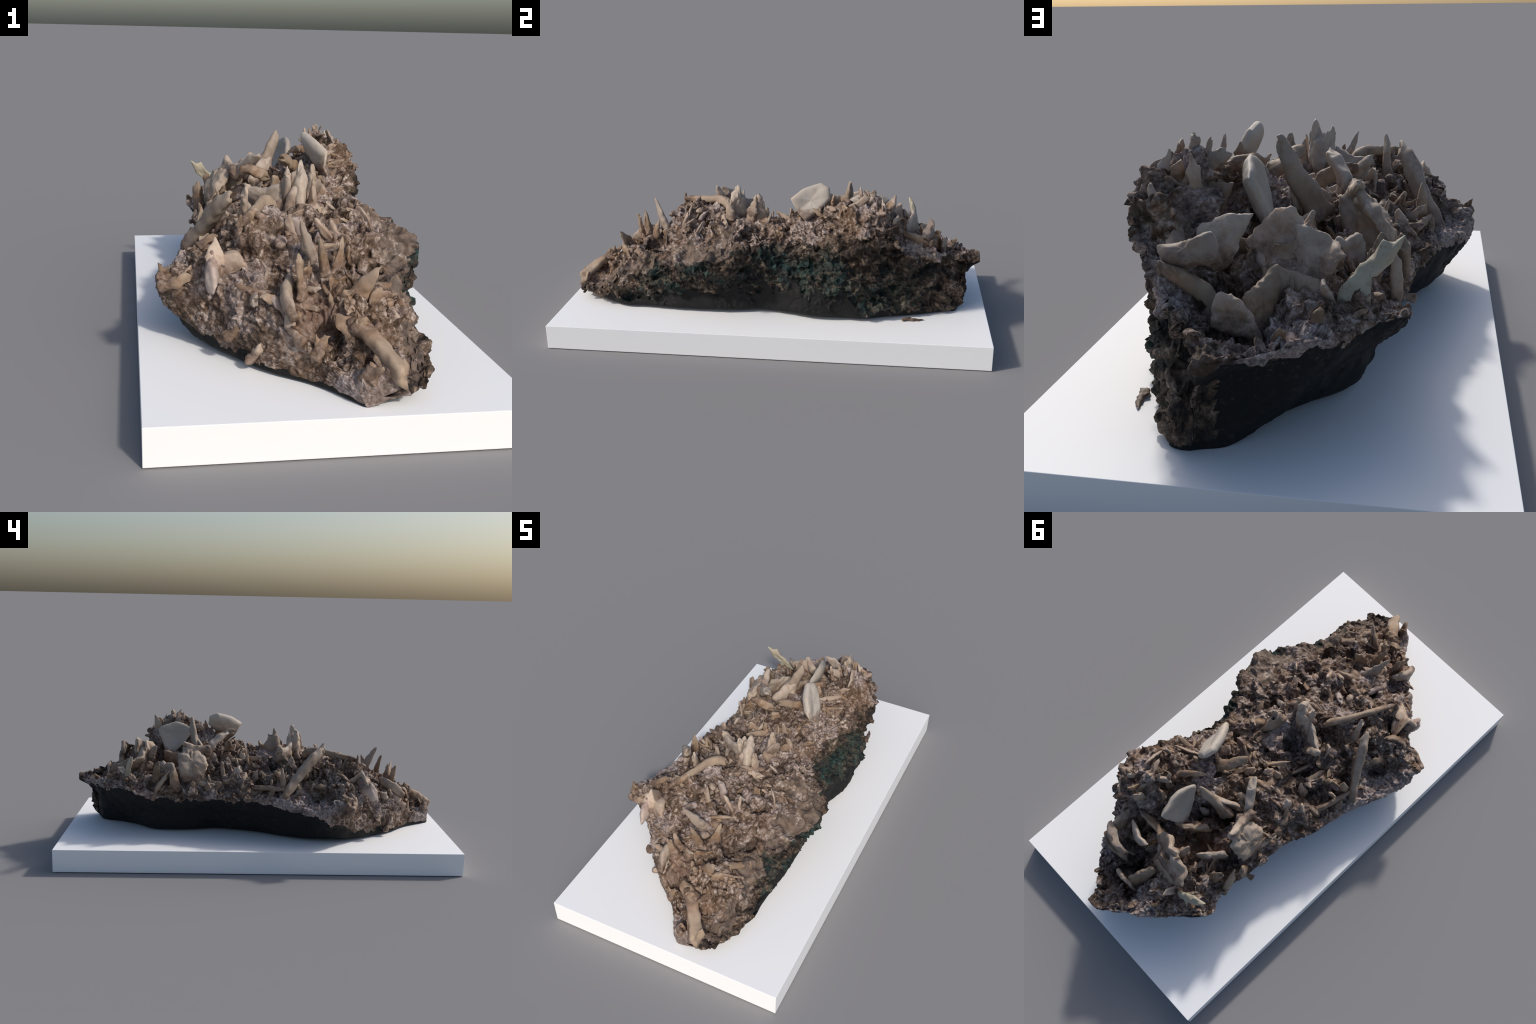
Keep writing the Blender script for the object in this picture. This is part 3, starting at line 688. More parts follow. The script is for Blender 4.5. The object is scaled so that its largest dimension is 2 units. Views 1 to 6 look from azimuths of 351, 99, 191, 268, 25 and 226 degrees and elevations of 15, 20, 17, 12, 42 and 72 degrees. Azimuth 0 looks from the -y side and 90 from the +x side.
# ---- smaller stubs, shards and blades standing in the matrix
SHARDS = [
    ("stub", "pale", [(-0.064, 0.232, 0.442), (-0.043, 0.241, 0.513)], [0.020, 0.017, 0.012], .7),
    ("stub", "tan", [(-0.036, 0.077, 0.447), (-0.030, 0.073, 0.550)], [0.012, 0.010, 0.008], .8),
    ("blade", "pale", [(-0.141, -0.165, 0.408), (-0.170, -0.163, 0.544)], [0.022, 0.020, 0.014, 0.008], .5),
    ("blade", "grey", [(-0.217, 0.115, 0.393), (-0.189, 0.110, 0.487)], [0.018, 0.015, 0.009], .55),
    ("stub", "tan", [(-0.182, -0.434, 0.416), (-0.199, -0.440, 0.520)], [0.020, 0.022, 0.020], .7),
    ("stub", "pale", [(-0.138, -0.431, 0.431), (-0.150, -0.437, 0.527)], [0.016, 0.018, 0.013], .7),
    ("blade", "pale", [(-0.269, 0.071, 0.381), (-0.242, 0.068, 0.458)], [0.016, 0.014, 0.009], .55),
    ("stub", "tan", [(-0.456, -0.452, 0.311), (-0.355, -0.467, 0.370)], [0.016, 0.017, 0.014], .8),
    ("stub", "tan", [(-0.403, -0.488, 0.263), (-0.349, -0.489, 0.332)], [0.014, 0.013, 0.011], .8),
    ("stub", "pale", [(-0.215, -0.670, 0.150), (-0.180, -0.708, 0.222)], [0.013, 0.015, 0.011], .8),
    ("stub", "tan", [(-0.270, -0.613, 0.202), (-0.207, -0.631, 0.244)], [0.016, 0.017, 0.014], .8),
    ("shard", "tan", [(-0.237, -0.594, 0.333), (-0.142, -0.633, 0.332)], [0.016, 0.018, 0.014], .6),
    ("blade", "tan", [(-0.096, -0.677, 0.302), (-0.118, -0.673, 0.390)], [0.022, 0.020, 0.012], .6),
    ("shard", "pale", [(-0.231, -0.576, 0.321), (-0.236, -0.576, 0.372)], [0.014, 0.012, 0.008], .6),
    ("blade", "pale", [(-0.171, -0.584, 0.354), (-0.156, -0.588, 0.416)], [0.016, 0.015, 0.010], .5),
    ("shard", "pale", [(-0.182, -0.544, 0.380), (-0.172, -0.543, 0.443)], [0.015, 0.013, 0.009], .5),
    ("shard", "tan", [(-0.050, -0.806, 0.214), (-0.010, -0.809, 0.279)], [0.015, 0.015, 0.012], .8),
    ("blade", "tan", [(0.043, -0.800, 0.281), (-0.023, -0.791, 0.340)], [0.020, 0.018, 0.010], .6),
    ("shard", "tan", [(0.071, -0.819, 0.279), (0.033, -0.809, 0.355)], [0.017, 0.015, 0.010], .7),
    ("shard", "tan", [(0.218, -0.704, 0.305), (0.159, -0.687, 0.350)], [0.016, 0.017, 0.012], .7),
    ("shard", "pale", [(-0.057, -0.793, 0.203), (-0.072, -0.786, 0.247)], [0.012, 0.011, 0.008], .6),
    ("shard", "pale", [(0.046, -0.746, 0.296), (0.025, -0.732, 0.397)], [0.016, 0.014, 0.009], .5),
    ("blade", "tan", [(0.020, -0.668, 0.340), (-0.029, -0.664, 0.385)], [0.015, 0.013, 0.009], .6),
    ("shard", "tan", [(0.108, -0.903, 0.217), (0.070, -0.885, 0.269)], [0.015, 0.016, 0.010], .7),
    ("shard", "tan", [(0.014, -0.743, 0.292), (-0.006, -0.682, 0.377)], [0.013, 0.012, 0.009], .7),
    ("shard", "tan", [(0.046, -0.733, 0.334), (0.114, -0.685, 0.364)], [0.016, 0.017, 0.010], .6),
    ("shard", "pale", [(0.075, -0.446, 0.433), (-0.004, -0.425, 0.527)], [0.011, 0.011, 0.009], .7),
    ("shard", "pale", [(0.210, -0.359, 0.449), (0.173, -0.309, 0.544)], [0.009, 0.009, 0.008], .7),
    ("shard", "pale", [(0.178, -0.297, 0.450), (0.118, -0.300, 0.486)], [0.007, 0.006, 0.005], .7),
    ("shard", "tan", [(-0.034, -0.512, 0.425), (0.063, -0.469, 0.431)], [0.013, 0.014, 0.009], .6),
    ("shard", "pale", [(-0.213, -0.555, 0.361), (-0.204, -0.523, 0.403)], [0.018, 0.016, 0.011], .6),
    ("shard", "pale", [(-0.184, -0.598, 0.356), (-0.171, -0.566, 0.388)], [0.015, 0.015, 0.012], .7),
    ("blade", "tan", [(-0.203, -0.568, 0.341), (-0.255, -0.582, 0.378)], [0.016, 0.014, 0.008], .5),
    ("shard", "tan", [(0.122, -0.696, 0.347), (0.219, -0.675, 0.337)], [0.016, 0.017, 0.009], .5),
    ("shard", "tan", [(-0.194, 0.135, 0.426), (-0.099, 0.164, 0.438)], [0.011, 0.012, 0.008], .6),
    ("shard", "pale", [(-0.090, 0.039, 0.424), (-0.041, 0.101, 0.525)], [0.015, 0.015, 0.011], .7),
    ("ridge", "pale", [(0.151, -0.025, 0.485), (0.103, 0.000, 0.564)], [0.014, 0.013, 0.010], .5),
    ("ridge", "pale", [(0.086, 0.062, 0.482), (0.041, 0.083, 0.556)], [0.012, 0.012, 0.008], .5),
    ("shard", "tan", [(0.164, 0.035, 0.494), (0.216, 0.058, 0.515)], [0.011, 0.012, 0.010], .8),
    ("shard", "tan", [(0.112, 0.103, 0.506), (0.173, 0.149, 0.562)], [0.009, 0.009, 0.007], .6),
    ("blade", "tan", [(-0.038, 0.178, 0.480), (0.041, 0.191, 0.483)], [0.018, 0.019, 0.012], .4),
    ("shard", "pale", [(-0.346, 0.033, 0.347), (-0.260, 0.111, 0.424)], [0.013, 0.015, 0.010], .6),
    ("shard", "pale", [(-0.179, -0.014, 0.386), (-0.230, -0.011, 0.456)], [0.012, 0.011, 0.009], .6),
    ("shard", "tan", [(-0.122, 0.037, 0.378), (-0.186, 0.031, 0.450)], [0.014, 0.012, 0.008], .6),
    ("shard", "brown", [(-0.218, -0.085, 0.387), (-0.275, -0.079, 0.473)], [0.013, 0.011, 0.007], .6),
    ("shard", "pale", [(-0.282, -0.067, 0.362), (-0.330, -0.060, 0.441)], [0.011, 0.009, 0.005], .6),
    ("shard", "pale", [(-0.190, -0.132, 0.390), (-0.241, -0.133, 0.455)], [0.017, 0.015, 0.010], .5),
    ("shard", "tan", [(-0.155, 0.030, 0.359), (-0.212, 0.025, 0.425)], [0.016, 0.015, 0.012], .6),
    ("stub", "tan", [(-0.277, 0.239, 0.340), (-0.253, 0.287, 0.408)], [0.019, 0.019, 0.014], .7),
    ("blade", "pale", [(-0.306, -0.217, 0.344), (-0.308, -0.171, 0.433)], [0.018, 0.018, 0.011], .6),
    ("blade", "pale", [(-0.345, -0.228, 0.335), (-0.350, -0.195, 0.402)], [0.014, 0.014, 0.010], .6),
    ("hair", "pale", [(-0.166, 0.498, 0.369), (-0.161, 0.539, 0.429)], [0.004, 0.003, 0.002], 1),
    ("shard", "tan", [(0.203, 0.318, 0.597), (0.274, 0.361, 0.639)], [0.011, 0.010, 0.007], .6),
    ("shard", "tan", [(0.166, 0.236, 0.561), (0.267, 0.262, 0.585)], [0.010, 0.010, 0.007], .6),
    ("shard", "pale", [(0.160, 0.265, 0.584), (0.247, 0.306, 0.617)], [0.014, 0.015, 0.009], .5),
    ("blade", "pale", [(0.219, 0.544, 0.586), (0.252, 0.557, 0.629)], [0.012, 0.011, 0.007], .5),
    ("blade", "grey", [(0.252, 0.567, 0.549), (0.288, 0.575, 0.620)], [0.016, 0.016, 0.009], .4),
    ("blade", "pale", [(-0.017, 0.324, 0.451), (-0.008, 0.314, 0.577)], [0.014, 0.015, 0.011], .5),
    ("shard", "tan", [(-0.164, -0.243, 0.392), (-0.274, -0.232, 0.437)], [0.011, 0.011, 0.008], .7),
    ("long_bone", "pale", [(-0.345, -0.023, 0.349), (-0.238, 0.003, 0.449)], [0.013, 0.014, 0.013], .7),
    ("blade", "tan", [(-0.318, -0.123, 0.349), (-0.309, -0.106, 0.514)], [0.014, 0.015, 0.012], .6),
    ("shard", "tan", [(-0.224, -0.136, 0.402), (-0.174, -0.116, 0.404)], [0.012, 0.013, 0.010], .6),
    ("shard", "pale", [(-0.140, -0.266, 0.421), (-0.162, -0.265, 0.520)], [0.011, 0.010, 0.008], .5),
    ("shard", "pale", [(-0.188, -0.402, 0.415), (-0.273, -0.395, 0.474)], [0.012, 0.012, 0.007], .5),
    ("blade", "pale", [(-0.171, -0.430, 0.424), (-0.239, -0.413, 0.533)], [0.016, 0.015, 0.008], .4),
    ("shard", "tan", [(-0.109, -0.344, 0.474), (-0.030, -0.316, 0.470)], [0.008, 0.008, 0.006], .6),
    ("shard", "tan", [(-0.046, -0.217, 0.459), (0.012, -0.200, 0.473)], [0.011, 0.011, 0.009], .6),
    ("shard", "brown", [(-0.119, 0.392, 0.410), (-0.096, 0.392, 0.492)], [0.009, 0.008, 0.004], .5),
    ("shard", "brown", [(-0.116, 0.409, 0.407), (-0.132, 0.405, 0.446)], [0.010, 0.010, 0.008], .5),
    ("stub", "pale", [(-0.287, 0.340, 0.321), (-0.304, 0.340, 0.384)], [0.014, 0.014, 0.012], .8),
    ("blade", "tan", [(-0.259, 0.449, 0.321), (-0.270, 0.449, 0.393)], [0.014, 0.014, 0.009], .5),
    ("stub", "tan", [(-0.273, 0.341, 0.338), (-0.283, 0.335, 0.417)], [0.014, 0.013, 0.009], .6),
    ("shard", "tan", [(-0.300, 0.416, 0.315), (-0.225, 0.430, 0.337)], [0.010, 0.011, 0.009], .6),
    ("blade", "pale", [(0.110, 0.724, 0.299), (0.106, 0.709, 0.386)], [0.017, 0.017, 0.012], .5),
    ("spike", "pale", [(0.172, 0.161, 0.095), (0.192, 0.144, 0.184)], [0.015, 0.010, 0.006], .7),
    ("spike", "pale", [(0.174, 0.116, 0.096), (0.161, 0.103, 0.136)], [0.008, 0.007, 0.005], .8),
    ("blade", "grey", [(0.012, 0.678, 0.318), (0.001, 0.663, 0.420)], [0.018, 0.016, 0.009], .4),
    ("blade", "grey", [(0.095, 0.685, 0.302), (0.073, 0.678, 0.324)], [0.014, 0.014, 0.012], .5),
    ("stub", "tan", [(-0.270, 0.535, 0.315), (-0.268, 0.448, 0.460)], [0.014, 0.015, 0.011], .7),
    ("stub", "tan", [(-0.206, 0.555, 0.363), (-0.215, 0.519, 0.478)], [0.011, 0.010, 0.008], .7),
    ("shard", "tan", [(0.003, 0.492, 0.411), (-0.006, 0.464, 0.493)], [0.012, 0.011, 0.007], .6),
    ("shard", "brown", [(-0.012, 0.475, 0.400), (-0.012, 0.436, 0.470)], [0.014, 0.012, 0.007], .5),
    ("blade", "grey", [(0.114, 0.604, 0.405), (0.114, 0.566, 0.489)], [0.012, 0.013, 0.008], .4),
    ("shard", "pale", [(-0.215, 0.343, 0.402), (-0.259, 0.210, 0.384)], [0.012, 0.011, 0.009], .6),
    ("shard", "pale", [(-0.240, 0.236, 0.358), (-0.251, 0.269, 0.447)], [0.011, 0.010, 0.009], .6),
    ("shard", "pale", [(-0.220, 0.169, 0.390), (-0.233, 0.194, 0.510)], [0.011, 0.010, 0.007], .6),
    ("blade", "tan", [(-0.009, 0.149, 0.470), (-0.022, 0.124, 0.570)], [0.018, 0.017, 0.011], .4),
    ("blade", "tan", [(0.025, 0.060, 0.465), (0.022, 0.093, 0.538)], [0.014, 0.012, 0.008], .5),
    ("stub", "pale", [(-0.113, 0.097, 0.429), (-0.121, 0.124, 0.496)], [0.012, 0.012, 0.010], .7),
    ("shard", "tan", [(-0.097, 0.044, 0.414), (-0.145, -0.086, 0.412)], [0.010, 0.011, 0.009], .6),
    ("blade", "tan", [(-0.226, -0.184, 0.385), (-0.244, -0.068, 0.463)], [0.013, 0.013, 0.009], .5),
    ("shard", "tan", [(-0.302, 0.012, 0.376), (-0.343, -0.135, 0.378)], [0.012, 0.012, 0.009], .7),
    ("shard", "pale", [(-0.360, 0.033, 0.328), (-0.371, 0.057, 0.464)], [0.014, 0.010, 0.006], .6),
    ("blade", "pale", [(-0.086, -0.188, 0.406), (-0.094, -0.160, 0.488)], [0.011, 0.010, 0.007], .5),
    ("blade", "tan", [(-0.223, -0.485, 0.387), (-0.232, -0.388, 0.447)], [0.012, 0.012, 0.007], .4),
    ("blade", "tan", [(-0.080, -0.489, 0.427), (-0.078, -0.379, 0.513)], [0.017, 0.016, 0.010], .4),
    ("blade", "tan", [(0.112, -0.495, 0.405), (0.089, -0.550, 0.459)], [0.016, 0.014, 0.005], .5),
    ("shard", "tan", [(0.041, -0.760, 0.304), (0.048, -0.653, 0.366)], [0.012, 0.012, 0.009], .6),
    ("shard", "tan", [(0.103, -0.826, 0.300), (0.107, -0.703, 0.327)], [0.013, 0.012, 0.009], .6),
    ("stub", "tan", [(-0.091, -0.745, 0.279), (-0.086, -0.645, 0.313)], [0.012, 0.013, 0.010], .7),
    ("stub", "brown", [(-0.459, -0.436, 0.317), (-0.460, -0.408, 0.375)], [0.014, 0.013, 0.010], .6),
    ("blade", "tan", [(0.141, -0.700, 0.317), (0.137, -0.725, 0.406)], [0.015, 0.014, 0.010], .6),
    ("blade", "tan", [(0.233, -0.610, 0.317), (0.222, -0.617, 0.407)], [0.013, 0.012, 0.008], .6),
    ("shard", "tan", [(0.036, -0.712, 0.327), (0.053, -0.775, 0.399)], [0.012, 0.012, 0.009], .7),
    ("shard", "tan", [(0.027, -0.671, 0.340), (0.043, -0.728, 0.407)], [0.014, 0.013, 0.009], .6),
    ("stub", "tan", [(-0.034, -0.606, 0.367), (-0.039, -0.618, 0.444)], [0.013, 0.012, 0.009], .6),
    ("blade", "pale", [(-0.046, -0.453, 0.415), (-0.078, -0.426, 0.550)], [0.014, 0.013, 0.008], .6),
    ("blade", "tan", [(0.116, -0.338, 0.439), (0.094, -0.282, 0.496)], [0.014, 0.012, 0.008], .6),
    ("blade", "pale", [(0.086, -0.430, 0.443), (0.063, -0.376, 0.503)], [0.013, 0.010, 0.008], .6),
    ("shard", "tan", [(-0.249, -0.113, 0.386), (-0.272, -0.069, 0.475)], [0.007, 0.007, 0.006], .7),
    ("blade", "tan", [(-0.088, 0.063, 0.437), (-0.105, 0.062, 0.529)], [0.018, 0.014, 0.009], .5),
    ("shard", "tan", [(0.198, 0.255, 0.548), (0.196, 0.180, 0.616)], [0.009, 0.009, 0.005], .5),
    ("stub", "tan", [(0.149, 0.297, 0.578), (0.136, 0.282, 0.656)], [0.013, 0.013, 0.009], .7),
    ("blade", "pale", [(0.252, 0.396, 0.629), (0.242, 0.462, 0.691)], [0.013, 0.012, 0.008], .5),
    ("blade", "tan", [(0.288, 0.507, 0.588), (0.272, 0.510, 0.666)], [0.014, 0.011, 0.007], .6),
    ("blade", "tan", [(0.226, 0.527, 0.598), (0.213, 0.557, 0.667)], [0.015, 0.017, 0.010], .6),
    ("blade", "grey", [(-0.137, 0.656, 0.367), (-0.135, 0.748, 0.460)], [0.014, 0.014, 0.009], .5),
    ("blade", "tan", [(-0.124, 0.774, 0.355), (-0.140, 0.783, 0.427)], [0.018, 0.014, 0.009], .4),
    ("shard", "brown", [(-0.064, 0.828, 0.343), (-0.071, 0.864, 0.394)], [0.016, 0.015, 0.012], .5),
    ("shard", "grey", [(0.206, 0.338, 0.604), (0.270, 0.354, 0.641)], [0.014, 0.013, 0.009], .4),
    ("shard", "pale", [(0.201, 0.479, 0.641), (0.225, 0.398, 0.669)], [0.009, 0.009, 0.007], .7),
    ("shard", "pale", [(0.092, 0.297, 0.566), (0.158, 0.285, 0.598)], [0.016, 0.015, 0.008], .4),
    ("shard", "tan", [(-0.002, 0.107, 0.480), (0.080, 0.082, 0.518)], [0.011, 0.010, 0.008], .6),
    ("shard", "pale", [(-0.047, 0.309, 0.430), (0.057, 0.327, 0.493)], [0.018, 0.019, 0.017], .7),
    ("shard", "pale", [(-0.255, 0.246, 0.374), (-0.206, 0.268, 0.384)], [0.013, 0.012, 0.010], .6),
    ("shard", "tan", [(-0.250, 0.507, 0.345), (-0.267, 0.427, 0.368)], [0.011, 0.013, 0.009], .5),
    ("stub", "tan", [(-0.170, 0.498, 0.377), (-0.096, 0.451, 0.419)], [0.018, 0.016, 0.010], .6),
    ("shard", "tan", [(-0.201, 0.560, 0.380), (-0.163, 0.449, 0.412)], [0.018, 0.017, 0.012], .7),
    ("shard", "pale", [(0.142, -0.239, 0.469), (0.167, -0.313, 0.523)], [0.013, 0.012, 0.010], .5),
    ("shard", "tan", [(0.038, -0.370, 0.453), (-0.017, -0.350, 0.444)], [0.012, 0.011, 0.009], .5),
    ("shard", "tan", [(0.003, -0.425, 0.420), (0.055, -0.444, 0.456)], [0.010, 0.009, 0.007], .6),
    ("shard", "tan", [(-0.033, -0.550, 0.407), (0.054, -0.483, 0.418)], [0.011, 0.011, 0.009], .5),
    ("blade", "tan", [(-0.069, -0.595, 0.376), (-0.045, -0.662, 0.431)], [0.016, 0.013, 0.008], .5),
    ("blade", "grey", [(-0.055, -0.604, 0.386), (0.020, -0.576, 0.404)], [0.013, 0.014, 0.012], .4),
    ("shard", "tan", [(0.217, -0.610, 0.349), (0.146, -0.666, 0.361)], [0.016, 0.017, 0.012], .6),
    ("blade", "tan", [(0.123, -0.695, 0.331), (0.123, -0.770, 0.386)], [0.024, 0.022, 0.016], .5),
    ("shard", "tan", [(0.024, -0.665, 0.364), (0.089, -0.620, 0.372)], [0.015, 0.015, 0.010], .6),
    ("shard", "tan", [(-0.172, -0.495, 0.436), (-0.071, -0.402, 0.441)], [0.014, 0.015, 0.012], .6),
    ("shard", "tan", [(-0.272, -0.390, 0.385), (-0.246, -0.447, 0.436)], [0.014, 0.013, 0.010], .7),
    ("shard", "tan", [(-0.083, -0.251, 0.458), (0.002, -0.272, 0.497)], [0.010, 0.009, 0.008], .5),
    ("shard", "pale", [(-0.274, -0.275, 0.384), (-0.216, -0.349, 0.431)], [0.015, 0.014, 0.010], .5),
    ("shard", "tan", [(-0.193, 0.023, 0.384), (-0.209, -0.097, 0.427)], [0.014, 0.014, 0.011], .7),
    ("shard", "tan", [(-0.185, -0.132, 0.408), (-0.270, -0.096, 0.393)], [0.018, 0.016, 0.007], .5),
    ("shard", "tan", [(0.095, 0.080, 0.502), (0.018, 0.097, 0.487)], [0.011, 0.010, 0.008], .6),
    ("shard", "pale", [(-0.207, 0.056, 0.385), (-0.324, 0.037, 0.396)], [0.013, 0.014, 0.011], .7),
    ("shard", "tan", [(0.005, 0.097, 0.473), (-0.082, -0.000, 0.489)], [0.012, 0.014, 0.010], .6),
    ("shard", "tan", [(-0.067, 0.110, 0.456), (-0.158, 0.100, 0.449)], [0.009, 0.009, 0.007], .6),
    ("stub", "crust", [(0.020, -0.032, 0.465), (0.011, -0.067, 0.481)], [0.022, 0.020, 0.014], .9),
]
KIND = dict(stub="bone_stub", shard="bone_shard", blade="bone_blade", spike="bone_spike", ridge="rib", hair="bone_splinter", long_bone="long_bone")
for kind, mat, pts, radii, fl in SHARDS:
    a, b = (np.array(p) for p in pts)
    L = np.linalg.norm(b - a)
    if a[0] < -.33 and (b - a)[2] > .06:
        continue
    if kind != "hair":
        a = a - (b - a) / L * min(.02, L * .3)
    if kind == "blade":
        radii = [radii[0] * 1.5] + list(radii)
    else:
        radii = [radii[0] * 1.3] + list(radii)
    k = prng.normal(size=3) * L * .05
    pts = [a, a * .55 + b * .45 + k, b]
    if mat == "crust":
        mat = "pink"
    b = a + (b - a) * ((.68 if a[1] < -.5 else .84) if (b - a)[2] > L * .5 else 1.0)
    pts[-1] = b
    radii[-1] = max(radii[-1], radii[1] * .62)
    fork = None
    if kind in ("blade", "shard") and L > .05 and prng.random() < .55:
        off = np.cross(b - a, prng.normal(size=3))
        fork = (prng.uniform(.35, .6), off / np.linalg.norm(off) * L * prng.uniform(.25, .45), radii[0] * .5)
    if kind == "blade" or (kind == "shard" and prng.random() < .3):
        # a broken sheet of bone: wide ragged foot, stepped and notched sides, an off-centre point
        ax = (b - a) / np.linalg.norm(b - a)
        wv = np.cross(ax, prng.normal(size=3))
        wv /= np.linalg.norm(wv)
        w = max(radii) * 1.05
        sidew = [w * prng.uniform(1.1, 1.7), w * prng.uniform(.7, 1.1), w * prng.uniform(.5, 1.0), w * prng.uniform(.15, .5)]
        othr = [w * prng.uniform(1.1, 1.7), w * prng.uniform(.6, 1.1), w * prng.uniform(.3, .9)]
        ups = [0, .38, .68, 1.0]
        cs = [a + (b - a) * u + wv * q for u, q in zip(ups, sidew)] + [a + (b - a) * u - wv * q for u, q in zip((.88, .5, .0), othr[::-1])]
        bend = np.cross(ax, wv) * L * prng.uniform(-.12, .12)
        cs = [c + bend * math.sin(math.pi * u) for c, u in zip(cs, (0, .38, .68, 1, .88, .5, 0))]
        SPINES.append((np.array([a, b]), w, .35))
        slab(KIND[kind], mat, cs, max(w * .62, .009), bulge=w * .25, sharp=.75, wob=w * .28, seg=40, rings=7)
        continue
    bone(KIND[kind], mat, pts, radii, collar=.4 if (b - a)[2] > L * .5 else .12, flat=fl, wide=prng.normal(size=3), wob=.19 if kind == "blade" else .15, fork=fork)

u_lo, u_hi = np.argmin(np.abs(tu - 2.6)), np.argmin(np.abs(tu - 7.4))
# ---- splinters lying half sunk in the matrix, running every way and crossing one another
made = 0
while made < 46:
    i, j = prng.integers(60, R_ - 90), prng.integers(u_lo, u_hi)
    p, n = V[i, j], NORM[i, j]
    if prng.random() < .35 and not (-.45 < p[1] < .3):
        continue
    d = np.cross(n, prng.normal(size=3))
    d = d / np.linalg.norm(d) + n * prng.uniform(-.05, .3)
    L = prng.uniform(.05, .12)
    k = np.cross(d, n) * L * prng.uniform(-.15, .15)
    w = prng.uniform(.009, .017)
    c0 = p + n * prng.uniform(.002, .012)
    mat = ["tan", "pale", "pink", "tan", "grey", "brown"][prng.integers(6)]
    bone("bone_splinter", mat, [c0 - d * L * .5 - n * .012, c0 + k, c0 + d * L * .5 - n * .004], [w * x for x in ([1.4, 1.0, 1.1, .6], [.8, 1.2, 1.0, .9], [1.2, .8, 1.2, .5])[made % 3]],
         flat=prng.uniform(.45, .8), wide=np.cross(d, n) + n * prng.uniform(-.6, .6), n=30, seg=16, wob=.18, collar=1.0)
    made += 1

# ---- chips that fill the gaps, thickest where the matrix is lowest and along the spiny middle
names = ["bone_shard", "bone_blade", "bone_splinter"]
made = 0
while made < 45:
    i, j = prng.integers(40, R_ - 60), prng.integers(u_lo, u_hi)
    p, n = V[i, j], NORM[i, j]
    if p[1] < -.5 or (p[0] > -.05 and p[1] < .25 and prng.random() < .8):
        continue
    d = n * .8 + prng.normal(size=3) * .75 + np.array([-.15, 0, .25])
    d /= np.linalg.norm(d)
    if d @ n < .15:
        continue
    L = prng.uniform(.018, .048)
    w = prng.uniform(.006, .013)
    q = p + d * L
    m_ = p + d * L * .5 + prng.normal(size=3) * L * .07
    mat = ["pale", "tan", "grey", "brown", "tan", "pale"][prng.integers(6)]
    r = [[1.9, 1.3, 1.0, .7], [1.7, 1.2, 1.2, .9], [1.8, 1.4, 1.0, .6]][made % 3]
    bone(names[made % 3], mat, [p - d * .02, m_, q], [w * x for x in r], flat=prng.uniform(.4, .75), wide=prng.normal(size=3), n=22, seg=14)
    made += 1

COLLAR_ONLY = len(SPINES)

# ------------------------------------------------------------------ crust on the rock
flat = V.reshape(-1, 3)
lift = np.zeros(len(flat))
gap = np.full(len(flat), .10)


def near_segment(a, b, reach):
    near = np.where(((flat > np.minimum(a, b) - reach) & (flat < np.maximum(a, b) + reach)).all(1))[0]
    f_, ab = flat[near], b - a
    t = np.clip(((f_ - a) @ ab) / (ab @ ab + 1e-12), 0, 1)
    return near, np.linalg.norm(f_ - (a + t[:, None] * ab), axis=1), t


feet = []
for pts, r, collar in SPINES:
    foot = pts[0] + (pts[-1] - pts[0]) * collar
    near, d, t = near_segment(pts[0], foot, .08)
    gap[near] = np.minimum(gap[near], d)
    if collar > .02:
        high = min(r * 1.1, 0.022) if collar < .9 else r * .55
        lift[near] = np.maximum(lift[near], np.exp(-(d / (r + 0.010)) ** 2) * high)
        feet.append(pts[0])
# crusty walls that run from the foot of one bone to the next
feet = np.array(feet)
for k, p in enumerate(feet):
    dist = np.linalg.norm(feet - p, axis=1)
    for m in np.argsort(dist)[1:4]:
        if m > k and .02 < dist[m] < .10:
            mid_ = (p + feet[m]) / 2 + prng.normal(size=3) * .008
            for a, b in ((p, mid_), (mid_, feet[m])):
                near, d, t = near_segment(a, b, .05)
                lift[near] = np.maximum(lift[near], np.exp(-(d / 0.012) ** 2) * .017)
sink = smooth(gap, .018, .05).reshape(R_, C_) * .006
lift = (lift.reshape(R_, C_) - sink) * top
N = grid_normals(V)
if (N[R_ // 2, np.argmin(np.abs(tu - 5.5))][2]) < 0:
    N = -N
warp = np.stack([fbm(flat, .035, 2, k) for k in (1, 2, 3)], 1)
lumps = 0.6 - worley(flat + .016 * warp, 0.05, 1).reshape(R_, C_)
stretch = flat * np.where(perlin(flat, .13, 31)[:, None] > 0, (1.0, .45, .8), (.5, 1.0, .9))
knobs = 0.55 - worley(stretch + .012 * warp, 0.017, 2).reshape(R_, C_)
fine = fbm(flat, 0.015, 3, 8).reshape(R_, C_)


def crags(scale, seed, warpamt):
    p = flat + warpamt * warp
    return ((1 - np.abs(perlin(p, scale, seed))) ** 2 * 0.6 + (1 - np.abs(perlin(p, scale * .45, seed + 1))) ** 2 * 0.4).reshape(R_, C_)


facet = (smooth(UU, 7.4, 7.9) * (1 - smooth(UU, 8.6, 9.0))) * (smooth(V[..., 1], -.9, -.82) * (1 - smooth(V[..., 1], -.24, -.15)))
where = smooth(fbm(flat, 0.10, 2, 17).reshape(R_, C_), -.25, .3)
amp = rough * floor_keep * (1 - .4 * facet) * (.3 + .7 * smooth(V[..., 1], -.955, -.88)) * (.45 + .55 * (1 - smooth(V[..., 1], .88, .96)))
disp = lumps * (0.020 * top + 0.026 * side) * amp + knobs * (0.002 + 0.009 * where ** 1.5) * (1 - .5 * side) * amp + fine * 0.007 * amp
disp += (crags(0.15, 51, .04) - .70) * (0.026 * top + 0.026 * side) * amp
disp += (crags(0.075, 4, .02) - .68) * (0.038 * top + 0.022 * side) * amp + (crags(0.028, 24, .012) - .74) * 0.012 * (1.2 - where) * (1 - .4 * side) * amp + lift
